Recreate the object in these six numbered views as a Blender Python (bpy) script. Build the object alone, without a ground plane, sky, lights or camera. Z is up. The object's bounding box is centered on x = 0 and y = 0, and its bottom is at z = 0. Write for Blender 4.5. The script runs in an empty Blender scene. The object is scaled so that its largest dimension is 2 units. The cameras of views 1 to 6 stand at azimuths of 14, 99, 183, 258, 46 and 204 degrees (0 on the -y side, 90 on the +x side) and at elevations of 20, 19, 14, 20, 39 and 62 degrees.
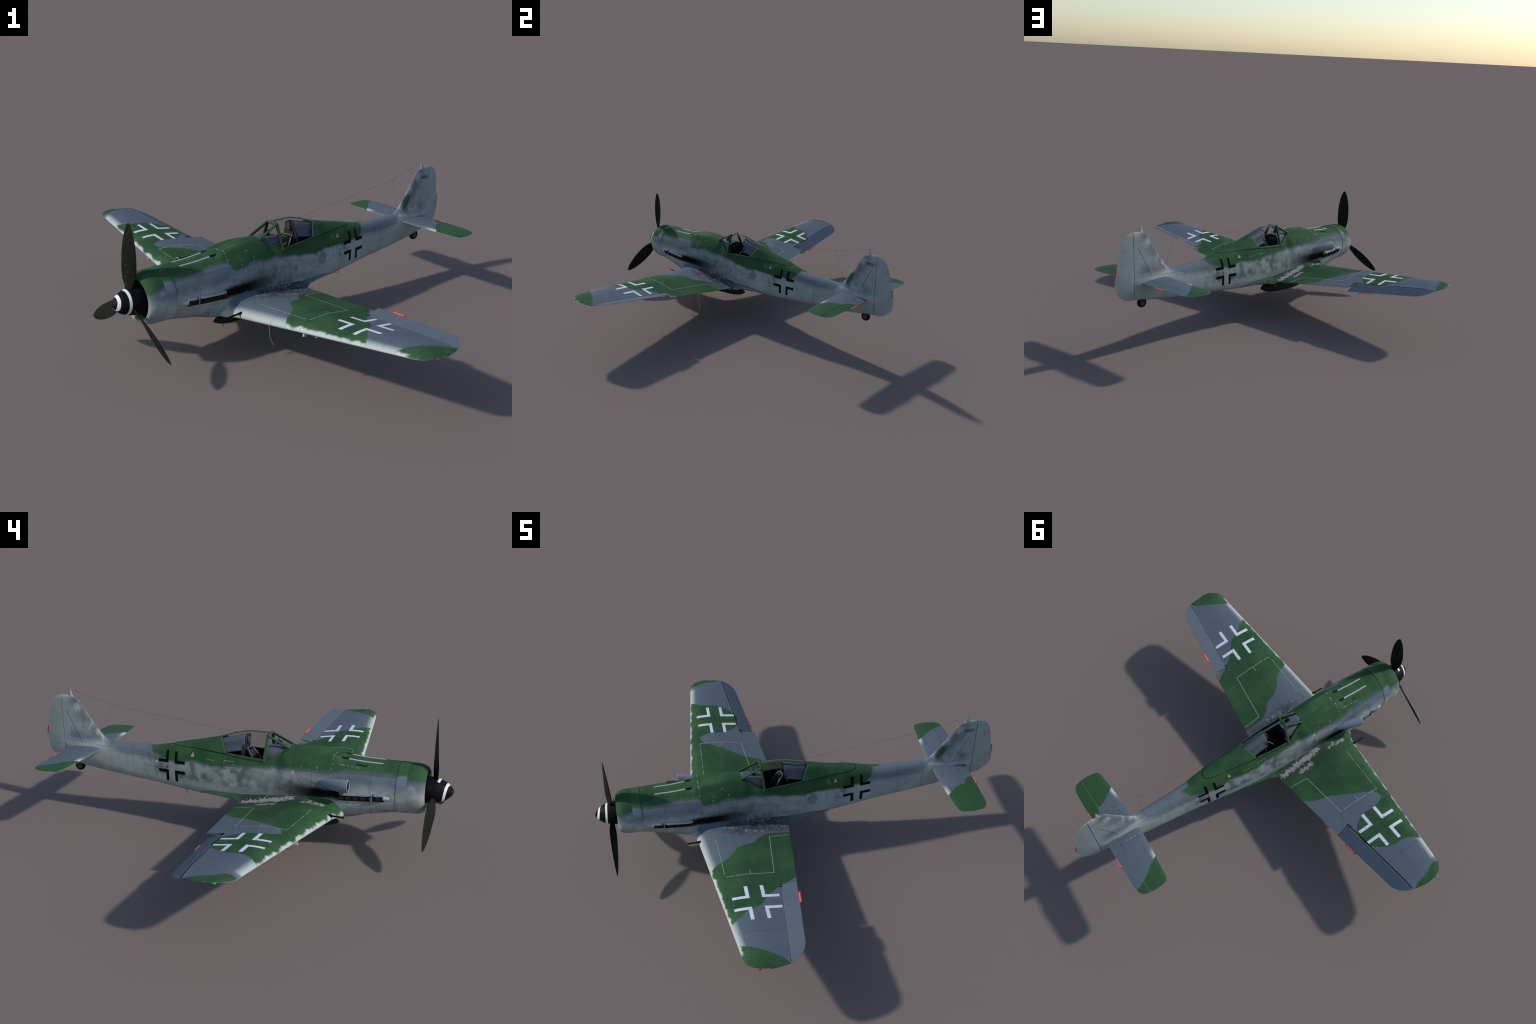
# Single-seat wartime fighter aircraft in flight attitude, built part by part.
# Aircraft frame: x = port side, y = aft, z = up; the root Empty turns it into the set.
import bpy, bmesh, math, random, functools
import numpy as np
from mathutils import Vector, Matrix

random.seed(7)
rng = np.random.default_rng(7)
YAW = math.radians(34.0)
OFF = 0.1365

# ------------------------------------------------------------------ helpers
root = bpy.data.objects.new("fighter_aircraft", None)
bpy.context.scene.collection.objects.link(root)
root.empty_display_size = 0.2
root.rotation_euler = (0, 0, -YAW)
root.location = (OFF * math.cos(YAW), -OFF * math.sin(YAW), 0)
root["label"] = "green and grey camouflaged wartime propeller fighter aircraft"
root["category"] = "fighter plane"


def link(name, me, mat=None, parent=None, angle=35, stuff=False):
    ob = bpy.data.objects.new(name, me)
    bpy.context.scene.collection.objects.link(ob)
    ob.parent = parent or root
    if mat is not None and not me.materials:
        me.materials.append(mat)
    if angle is not None and len(me.polygons):
        me.polygons.foreach_set("use_smooth", [True] * len(me.polygons))
        me.set_sharp_from_angle(angle=math.radians(angle))
    if stuff:
        ob["kind"] = "stuff"
    return ob


def mesh(name, verts, faces, mat=None, parent=None, angle=35, fix=True, weld=1e-6, stuff=False):
    me = bpy.data.meshes.new(name)
    me.from_pydata([tuple(map(float, v)) for v in verts], [], [tuple(map(int, f)) for f in faces])
    bm = bmesh.new()
    bm.from_mesh(me)
    if weld:
        bmesh.ops.remove_doubles(bm, verts=bm.verts, dist=weld)
        bmesh.ops.dissolve_degenerate(bm, edges=bm.edges, dist=1e-7)
    if fix:
        bmesh.ops.recalc_face_normals(bm, faces=bm.faces)
    bm.to_mesh(me)
    bm.free()
    return link(name, me, mat, parent, angle, stuff)


def grid_faces(nr, nc, base=0, closed=False):
    f = []
    for i in range(nr - 1):
        for j in range(nc if closed else nc - 1):
            k = (j + 1) % nc
            f.append((base + i * nc + j, base + i * nc + k, base + (i + 1) * nc + k, base + (i + 1) * nc + j))
    return f


def loft(rings, closed=True, cap0=False, cap1=False):
    nr, nc = len(rings), len(rings[0])
    v = [p for r in rings for p in r]
    f = grid_faces(nr, nc, 0, closed)
    if cap0:
        f.append(tuple(range(nc))[::-1])
    if cap1:
        f.append(tuple((nr - 1) * nc + j for j in range(nc)))
    return v, f


def combine(*parts):
    V, F = [], []
    for v, f in parts:
        b = len(V)
        V += [tuple(p) for p in v]
        F += [tuple(i + b for i in q) for q in f]
    return V, F


def tube(pts, r, n=10, cap=True):
    pts = [Vector(p) for p in pts]
    rs = [float(q) for q in (r if isinstance(r, (list, tuple)) else [r] * len(pts))]
    rings = []
    for i, p in enumerate(pts):
        t = (pts[min(i + 1, len(pts) - 1)] - pts[max(i - 1, 0)]).normalized()
        a = t.cross(Vector((0, 0, 1)) if abs(t.z) < 0.9 else Vector((1, 0, 0))).normalized()
        b = t.cross(a)
        rings.append([p + rs[i] * (math.cos(q) * a + math.sin(q) * b) for q in np.linspace(0, 2 * math.pi, n, endpoint=False)])
    return loft(rings, True, cap, cap)


def beam(p, q, w, h, up):
    """rectangular bar from p to q; w across, h along the direction up"""
    p, q, up = Vector(p), Vector(q), Vector(up)
    t = (q - p).normalized()
    s = t.cross(up).normalized()
    u = s.cross(t)
    c = [(-1, -1), (1, -1), (1, 1), (-1, 1)]
    k = 0.72  # chamfered section
    c = [(-1, -k), (-k, -1), (k, -1), (1, -k), (1, k), (k, 1), (-k, 1), (-1, k)]
    return loft([[e + s * (a * w / 2) + u * (b * h / 2) for a, b in c] for e in (p, q)], True, True, True)


def box(cx, cy, cz, sx, sy, sz):
    v = [(cx + a * sx / 2, cy + b * sy / 2, cz + c * sz / 2) for a in (-1, 1) for b in (-1, 1) for c in (-1, 1)]
    f = [(0, 1, 3, 2), (4, 6, 7, 5), (0, 4, 5, 1), (2, 3, 7, 6), (0, 2, 6, 4), (1, 5, 7, 3)]
    return v, f


def ellipsoid(c, r, n=20, m=12):
    rings = [[(c[0] + r[0] * math.sin(a) * math.cos(b), c[1] + r[1] * -math.cos(a), c[2] + r[2] * math.sin(a) * math.sin(b))
              for b in np.linspace(0, 2 * math.pi, n, endpoint=False)] for a in np.linspace(0.02, math.pi - 0.02, m)]
    return loft(rings, True, True, True)


def pchip(X, Y):
    X, Y = np.array(X, float), np.array(Y, float)
    h = np.diff(X)
    d = np.diff(Y) / h
    m = np.zeros_like(Y)
    m[0], m[-1] = d[0], d[-1]
    for i in range(1, len(X) - 1):
        m[i] = 0 if d[i - 1] * d[i] <= 0 else 2 * d[i - 1] * d[i] / (d[i - 1] + d[i])

    def f(x):
        x = np.clip(x, X[0], X[-1])
        i = np.clip(np.searchsorted(X, x) - 1, 0, len(X) - 2)
        t = (x - X[i]) / h[i]
        return (2 * t**3 - 3 * t**2 + 1) * Y[i] + (t**3 - 2 * t**2 + t) * h[i] * m[i] + (-2 * t**3 + 3 * t**2) * Y[i + 1] + (t**3 - t**2) * h[i] * m[i + 1]
    return f


def table(rows):
    a = np.array(rows, float)
    return [pchip(a[:, 0], a[:, k]) for k in range(1, a.shape[1])]


# ------------------------------------------------------------------ node language
class Tree:
    def __init__(self, name):
        self.mat = bpy.data.materials.new(name)
        self.mat.use_nodes = True
        self.nt = self.mat.node_tree
        self.nt.nodes.clear()

    def node(self, kind, **kw):
        n = self.nt.nodes.new(kind)
        for k, v in kw.items():
            setattr(n, k, v)
        return n

    def put(self, sock, val):
        if isinstance(val, S):
            self.nt.links.new(val.s, sock)
        elif hasattr(val, "is_output"):
            self.nt.links.new(val, sock)
        else:
            if sock.type == "RGBA" and len(val) == 3:
                val = (*val, 1)
            sock.default_value = val

    def math(self, op, *a):
        n = self.node("ShaderNodeMath", operation=op)
        for i, x in enumerate(a):
            self.put(n.inputs[i], x)
        return S(self, n.outputs[0])

    def xyz(self):
        c = self.node("ShaderNodeTexCoord")
        self.P = c.outputs["Object"]
        s = self.node("ShaderNodeSeparateXYZ")
        self.nt.links.new(self.P, s.inputs[0])
        return [S(self, o) for o in s.outputs]

    def normal_z(self):
        g = self.node("ShaderNodeNewGeometry")
        s = self.node("ShaderNodeSeparateXYZ")
        self.nt.links.new(g.outputs["Normal"], s.inputs[0])
        return S(self, s.outputs[2])

    def vec(self, x, y, z):
        n = self.node("ShaderNodeCombineXYZ")
        for i, v in enumerate((x, y, z)):
            self.put(n.inputs[i], v)
        return n.outputs[0]

    def noise(self, scale, detail=3.0, rough=0.5, vec=None, dist=0.0):
        n = self.node("ShaderNodeTexNoise")
        self.nt.links.new(vec or self.P, n.inputs["Vector"])
        n.inputs["Scale"].default_value = scale
        n.inputs["Detail"].default_value = detail
        n.inputs["Roughness"].default_value = rough
        n.inputs["Distortion"].default_value = dist
        return S(self, n.outputs["Fac"])

    def sm(self, a, b, x):
        n = self.node("ShaderNodeMapRange", interpolation_type="SMOOTHSTEP")
        self.put(n.inputs[0], x)
        self.put(n.inputs[1], a)
        self.put(n.inputs[2], b)
        return S(self, n.outputs[0])

    def curve(self, x, pts, lo, hi):
        """piecewise smooth function through pts; output range lo..hi"""
        pts = sorted(pts)
        x0, x1 = pts[0][0], pts[-1][0]
        n = self.node("ShaderNodeFloatCurve")
        self.put(n.inputs["Value"], (x - x0) / (x1 - x0))
        c = n.mapping.curves[0]
        q = [((a - x0) / (x1 - x0), (b - lo) / (hi - lo)) for a, b in pts]
        c.points[0].location, c.points[1].location = q[0], q[-1]
        for p in q[1:-1]:
            c.points.new(*p)
        n.mapping.extend = "HORIZONTAL"
        n.mapping.update()
        return S(self, n.outputs[0]) * (hi - lo) + lo

    def mix(self, f, a, b):
        n = self.node("ShaderNodeMix", data_type="RGBA")
        self.put(n.inputs[0], f)
        self.put(n.inputs[6], a)
        self.put(n.inputs[7], b)
        return n.outputs[2]

    def finish(self, col, rough=0.5, metal=0.0, bump=None, bump_d=0.0005, **kw):
        b = self.node("ShaderNodeBsdfPrincipled")
        self.put(b.inputs["Base Color"], col)
        self.put(b.inputs["Roughness"], rough)
        self.put(b.inputs["Metallic"], metal)
        for k, v in kw.items():
            self.put(b.inputs[k.replace("_", " ")], v)
        if bump is not None:
            n = self.node("ShaderNodeBump")
            n.inputs["Distance"].default_value = bump_d
            n.inputs["Strength"].default_value = 0.6
            self.put(n.inputs["Height"], bump)
            self.nt.links.new(n.outputs[0], b.inputs["Normal"])
        o = self.node("ShaderNodeOutputMaterial")
        self.nt.links.new(b.outputs[0], o.inputs[0])
        return self.mat


class S:
    def __init__(self, t, s):
        self.t, self.s = t, s

    def __add__(self, o): return self.t.math("ADD", self, o)
    def __radd__(self, o): return self.t.math("ADD", o, self)
    def __sub__(self, o): return self.t.math("SUBTRACT", self, o)
    def __rsub__(self, o): return self.t.math("SUBTRACT", o, self)
    def __mul__(self, o): return self.t.math("MULTIPLY", self, o)
    def __rmul__(self, o): return self.t.math("MULTIPLY", o, self)
    def __truediv__(self, o): return self.t.math("DIVIDE", self, o)
    def __abs__(self): return self.t.math("ABSOLUTE", self)
    def gt(self, o): return self.t.math("GREATER_THAN", self, o)
    def lt(self, o): return self.t.math("LESS_THAN", self, o)
    def max(self, o): return self.t.math("MAXIMUM", self, o)
    def min(self, o): return self.t.math("MINIMUM", self, o)
    def inv(self): return self.t.math("SUBTRACT", 1.0, self)


def srgb(r, g, b):
    f = lambda c: c / 12.92 if c <= 0.04045 else ((c + 0.055) / 1.055) ** 2.4
    return tuple(f(c / 255) for c in (r, g, b))


GREEN = (0.042, 0.100, 0.045)  # base colour raised to make up for the surface sheen left out
GREEN2 = (0.029, 0.076, 0.036)
GREY = (0.110, 0.132, 0.168)
GREY2 = (0.096, 0.132, 0.158)
PALE = (0.36, 0.40, 0.39)
WHITE = (0.66, 0.68, 0.76)


def plain(name, col, rough=0.5, metal=0.0, var=0.15, scale=60, **kw):
    kw.setdefault("Specular_IOR_Level", .06)
    t = Tree(name)
    t.xyz()
    n = t.noise(scale, 4)
    c = t.mix(n, tuple(x * (1 - var) for x in col), tuple(min(1, x * (1 + var)) for x in col))
    return t.finish(c, rough, metal, **kw)


def line_seg(t, x, y, p, q, w, dash=None):
    """mask of a (dashed) stroke from p to q in the plane of x and y"""
    dx, dy = q[0] - p[0], q[1] - p[1]
    L = math.hypot(dx, dy)
    dx, dy = dx / L, dy / L
    u = (x - p[0]) * dx + (y - p[1]) * dy
    v = abs((x - p[0]) * dy - (y - p[1]) * dx)
    m = v.lt(w / 2) * u.gt(0.0) * u.lt(L)
    if dash:
        m = m * t.math("FRACT", u / dash).lt(0.62)
    return m


def bars(t, p, q, a, b, c):
    """four L-shaped angle bars of a cross: p, q distances from its centre"""
    p, q = abs(p), abs(q)
    lo, hi = p.min(q), p.max(q)
    return lo.gt(a) * lo.lt(b) * hi.lt(c)


def tri_mask(t, u, v, h, grow=0.0):
    """upright triangle of height h centred on the origin"""
    k = 0.5
    return v.gt(-h / 2 - grow) * (abs(u) + (v - h / 2) * k - grow * 0.9).lt(0.0)


# ------------------------------------------------------------------ wing shape
def naca(u, t):
    """23000-series section, returns (upper z, lower z) for unit chord"""
    u = np.clip(u, 0, 1)
    yt = 5 * t * (0.2969 * np.sqrt(u) - 0.1260 * u - 0.3516 * u**2 + 0.2843 * u**3 - 0.1026 * u**4)
    m, k = 0.2025, 15.957
    yc = np.where(u < m, k / 6 * (u**3 - 3 * m * u**2 + m * m * (3 - m) * u), k * m**3 / 6 * (1 - u))
    return yc + yt, yc - yt


LE_TIP = pchip([0, 1.045, 1.085, 1.11, 1.128, 1.138, 1.1425], [-0.4823, -0.3621, -0.3550, -0.3405, -0.316, -0.287, -0.252])
TE_TIP = pchip([0, 1.015, 1.05, 1.08, 1.105, 1.125, 1.137, 1.1425], [0.0468, -0.0672, -0.0745, -0.0895, -0.113, -0.149, -0.195, -0.245])


def w_le(x):
    r = -0.4535 + (x - 0.25) * 0.115 if x < 1.045 else float(LE_TIP(x))
    if x < 0.20:
        r -= 0.022 * ((0.20 - x) / 0.07) ** 2 if x > 0.13 else 0.022
    return r


def w_te(x):
    return 0.0185 - 0.113 * (x - 0.25) if x < 1.015 else float(TE_TIP(x))


def w_point(x, u, side):
    """point of the wing surface at span x, chord fraction u, side +1 upper / -1 lower"""
    le, te = w_le(x), w_te(x)
    c = max(te - le, 1e-4)
    t = 0.171 - 0.062 * max(0, x - 0.15)
    fade = 1.0
    if x > 1.03:
        fade = math.sqrt(max(0.02, 1 - ((x - 1.03) / 0.1126) ** 2))
    zu, zl = naca(np.array(u), t)
    if u > .42:  # the rear of the section is leaner than the standard one
        zu = zu * (1 - .32 * min(1, (u - .42) / .4))
        zl = zl * (1 - .30 * min(1, (u - .42) / .4))
    zle = 0.2235 + 0.1330 * (x - 0.25)
    zte = 0.2290 + 0.1195 * (x - 0.25)
    cz = (1 - u) * zle + u * zte
    cref = min(c, 0.30) if x > 1.03 else c
    zz = float(zu if side > 0 else zl) * cref * fade
    edge = 0.0008 * side * (1 if u > 0.5 else 0) * u
    return (x, le + u * c, cz + zz + edge)


def hinge(x):
    return -0.1017 - 0.0989 * (x - 0.6)


AIL0, AIL1 = 0.626, 1.127


def chord_us(n, u1=1.0):
    b = np.linspace(0, 1, n)
    return u1 * (1 - np.cos(b * math.pi)) / 2 if u1 == 1.0 else u1 * (1 - np.cos(b * math.pi / 2))


def wing_panel(xs, u_end):
    rings = []
    for x in xs:
        ue = u_end(x)
        us = chord_us(30, ue)
        up = [w_point(x, u, 1) for u in us[::-1]]
        lo = [w_point(x, u, -1) for u in us[1:]]
        rings.append(up + lo)
    return rings


def mirror(v, s):
    return [(p[0] * s, p[1], p[2]) for p in v]


def build_wing(s, mat, defl):
    inner = wing_panel(np.linspace(0.0, AIL0, 40), lambda x: 1.0)
    xs = np.concatenate([np.linspace(AIL0, 1.03, 26), 1.03 + 0.0970 * np.sin(np.linspace(0, 1, 22)[1:] * math.pi / 2)])
    tipx = 1.127 + 0.0155 * np.sin(np.linspace(0, 1, 14)[1:] * math.pi / 2)

    def ue(x):
        le, te = w_le(x), w_te(x)
        return min(1.0, (hinge(x) - (0.002 if s > 0 else .0038) - le) / max(te - le, 1e-4))
    outer = wing_panel(np.concatenate([xs, tipx]), ue)
    v, f = combine(loft(inner, True, True, True), loft(outer, True, True, True))
    w = mesh("wing", mirror(v, s), f, mat, angle=30)
    # aileron, turned about its hinge line
    rings = []
    for x in np.concatenate([np.linspace(AIL0 + 0.003, 1.03, 20), 1.03 + 0.096 * np.sin(np.linspace(0, 1, 18)[1:] * math.pi / 2)]):
        le, te = w_le(x), w_te(x)
        c = te - le
        u0 = (hinge(x) + 0.0015 - le) / c
        us = u0 + (1 - u0) * np.linspace(0, 1, 12)
        up = [w_point(x, u, 1) for u in us]
        lo = [w_point(x, u, -1) for u in us]
        zh = (up[0][2] + lo[0][2]) / 2
        hh = (up[0][2] - lo[0][2]) / 2
        nose = [(x, up[0][1] - 0.6 * hh * math.cos(a), zh + hh * math.sin(a)) for a in np.linspace(-math.pi / 2, math.pi / 2, 7)[1:-1]]
        ring = up[::-1] + [n for n in nose[::-1]] + lo
        yh = up[0][1]
        ca, sa = math.cos(defl), math.sin(defl)
        rings.append([(p[0], yh + (p[1] - yh) * ca - (p[2] - zh) * sa, zh + (p[1] - yh) * sa + (p[2] - zh) * ca) for p in ring])
    v, f = loft(rings, True, True, True)
    a = mesh("aileron", mirror(v, s), f, mat, w, angle=40)
    line = []
    for x in np.linspace(AIL0, 1.118, 24):
        u = (hinge(x) - w_le(x)) / (w_te(x) - w_le(x))
        zu, zl = w_point(x, u, 1)[2], w_point(x, u, -1)[2]
        line.append((s * x, hinge(x) - .0008, .5 * zu + .5 * zl))
    g = tube(line, [max(.001, .5 * (w_point(abs(p[0]), .75, 1)[2] - w_point(abs(p[0]), .75, -1)[2]) * .62) for p in line], 8)
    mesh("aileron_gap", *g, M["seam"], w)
    return w, a


def wing_top(x, y):
    le, te = w_le(x), w_te(x)
    return w_point(x, min(1, max(0, (y - le) / (te - le))), 1)[2]


# ------------------------------------------------------------------ fuselage shape
# y, top z, bottom z, half width, height of widest point, upper and lower roundness
FZT, FZB, FHW, FZC, FNU, FNL = table([
    (-0.735, .4460, .2090, .1185, .3275, 2.0, 2.0),
    (-0.68, .4458, .2045, .1250, .323, 2.05, 2.25),
    (-0.60, .4470, .1935, .1315, .316, 2.1, 2.55),
    (-0.48, .4580, .167, .1350, .305, 2.05, 3.0),
    (-0.40, .4700, .164, .1335, .298, 2.0, 2.8),
    (-0.30, .4830, .162, .1290, .288, 1.85, 3.0),
    (-0.203, .4885, .164, .1240, .280, 1.8, 3.0),
    (-0.143, .5050, .166, .1205, .274, 1.40, 3.0),
    (-0.083, .5390, .168, .1165, .268, 1.40, 3.0),
    (0.00, .5395, .175, .1125, .265, 1.45, 3.0),
    (0.10, .5195, .188, .1075, .263, 1.57, 3.0),
    (0.17, .4985, .196, .1020, .263, 1.78, 3.0),
    (0.30, .4690, .204, .0890, .266, 2.05, 3.0),
    (0.395, .4480, .211, .0765, .272, 2.6, 3.0),
    (0.43, .4390, .215, .0735, .276, 2.6, 3.0),
    (0.55, .4190, .226, .0605, .285, 2.6, 2.9),
    (0.75, .4160, .242, .0505, .310, 2.4, 2.5),
    (0.95, .4250, .264, .0400, .340, 2.1, 2.1),
    (1.085, .4260, .287, .0190, .360, 2.0, 2.0)])
CUT = pchip([-0.735, -0.3, -0.203, -0.083, -0.06, 0.034, 0.13, 0.237, 0.33, 0.37, 0.40, 0.42, 0.431],
            [0.425, 0.455, 0.476, 0.4125, 0.4135, 0.420, 0.429, 0.437, 0.440, 0.4405, 0.4402, 0.4392, 0.4385])
HOOD0, HOOD1 = -0.083, 0.43
WS0 = -0.203


def cut_z(y):
    if y > 0.43:
        return float(FZT(y)) - 0.02 * min(1, (y - 0.43) / 0.1) - 0.0004
    if WS0 <= y <= HOOD0:
        return 0.476 + (0.4125 - 0.476) * (y - WS0) / (HOOD0 - WS0)
    return min(float(CUT(y)), float(FZT(y)) - 0.0003)


def gun_bulge(x, y):
    if y < -0.47 or y > -0.2:
        return 0
    s = min(1, (y + 0.47) / 0.03) * (1 - max(0, (y + 0.34) / 0.14)) if y > -0.34 else min(1, (y + 0.47) / 0.03)
    s = s * s * (3 - 2 * s) if 0 < s < 1 else max(0, s)
    return 0.0125 * s * math.exp(-(((abs(x) - 0.046) / 0.020) ** 2) ** 1.4)


@functools.lru_cache(None)
def prm(y):
    return tuple(float(f(y)) for f in (FZT, FZB, FHW, FZC, FNU, FNL))


@functools.lru_cache(None)
def cut_angle(y):
    zt, zb, hw, zc, nu, nl = prm(y)
    return math.asin(min(1, max(0, (cut_z(y) - zc) / (zt - zc)) ** (nu / 2)))


def hood_weight(y):
    """how far the upper part of the section is the hood's own arch"""
    if y <= WS0 + .002 or y >= .40:
        return 0.0
    if y < .16:
        return 1.0
    t = (y - .16) / .24
    return 1 - t * t * (3 - 2 * t)


def sect(y, th):
    """point of the port half section at angle th (-90 bottom .. +90 top)"""
    zt, zb, hw, zc, nu, nl = prm(y)
    c, s = math.cos(th), math.sin(th)
    n = nu if s > 0 else nl
    x = hw * abs(c) ** (2 / n)
    z = zc + (zt - zc if s > 0 else zc - zb) * math.copysign(abs(s) ** (2 / n), s)
    w = hood_weight(y)
    tc = cut_angle(y)
    if w > 0 and th > tc:
        t = (th - tc) / (math.pi / 2 - tc)
        xc, zk = hw * math.cos(tc) ** (2 / nu), cut_z(y)
        p = ((xc, zk), (xc + .80 * (.43 * xc - xc), zk + .80 * (zt - zk)), (.44 * xc, zt), (0, zt))
        b = ((1 - t) ** 3, 3 * t * (1 - t) ** 2, 3 * t * t * (1 - t), t**3)
        x = (1 - w) * x + w * sum(k * q[0] for k, q in zip(b, p))
        z = (1 - w) * z + w * sum(k * q[1] for k, q in zip(b, p))
    elif s > 0:
        z += gun_bulge(x, y)
    return x, z


def side_x(y, z):
    zt, zb, hw, zc, nu, nl = prm(y)
    s = (z - zc) / (zt - zc) if z > zc else (zc - z) / (zc - zb)
    n = nu if z > zc else nl
    return hw * max(0, 1 - min(1, s) ** n) ** (1 / n)


NLO, NUP = 40, 30


def half_angles(y):
    tc = cut_angle(y)
    return list(np.linspace(-math.pi / 2, tc, NLO + 1)), list(np.linspace(tc, math.pi / 2, NUP + 1))


def fuselage_mesh():
    ys = sorted(set([round(v, 4) for v in np.arange(-0.735, 1.0851, 0.0075)] + [WS0, HOOD0, HOOD1, 1.085, -0.47]))
    V, F, idx = [], [], {}

    def add(p):
        V.append(p)
        return len(V) - 1
    rows = []
    for y in ys:
        lo, up = half_angles(y)
        full = lo + up[1:]
        pts = [sect(y, a) for a in full]
        port = [(x, y, z) for x, z in pts]
        star = [(-x, y, z) for x, z in pts]
        rows.append(([add(p) for p in port], [add(p) for p in star]))
    for (a, sa), (b, sb), y0, y1 in zip(rows[:-1], rows[1:], ys[:-1], ys[1:]):
        top = not (y0 >= WS0 - 1e-6 and y1 <= HOOD1 + 1e-6)
        n = NLO + (NUP if top else 0)
        for j in range(n):
            F.append((a[j], a[j + 1], b[j + 1], b[j]))
            F.append((sa[j + 1], sa[j], sb[j], sb[j + 1]))
    return V, F


def strip_on_section(y0, y1, a_fun0, a_fun1, na, ny, off=0.0, y_fun=None):
    """patch of the outer skin between two angle functions, both rows included; port side over top allowed via mirrored angles"""
    rows = []
    for i in range(ny):
        row = []
        for j in range(na):
            t = j / (na - 1)
            y = y0 + (y1 - y0) * i / (ny - 1) if y_fun is None else y_fun(i / (ny - 1), t)
            row.append((y, a_fun0(y) + (a_fun1(y) - a_fun0(y)) * t))
        rows.append(row)
    out = []
    for row in rows:
        r = []
        for y, a in row:
            s = 1 if a <= math.pi / 2 else -1
            x, z = sect(y, a if s > 0 else math.pi - a)
            zc = float(FZC(y))
            n = Vector((x * 1.3, 0, z - zc)).normalized()
            r.append((s * (x + off * n.x), y, z + off * n.z))
        out.append(r)
    return out


def glass_edge(z):
    return 0.118 + (z - 0.43) * 0.40 + max(0, z - 0.475) ** 2 * 18


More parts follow.
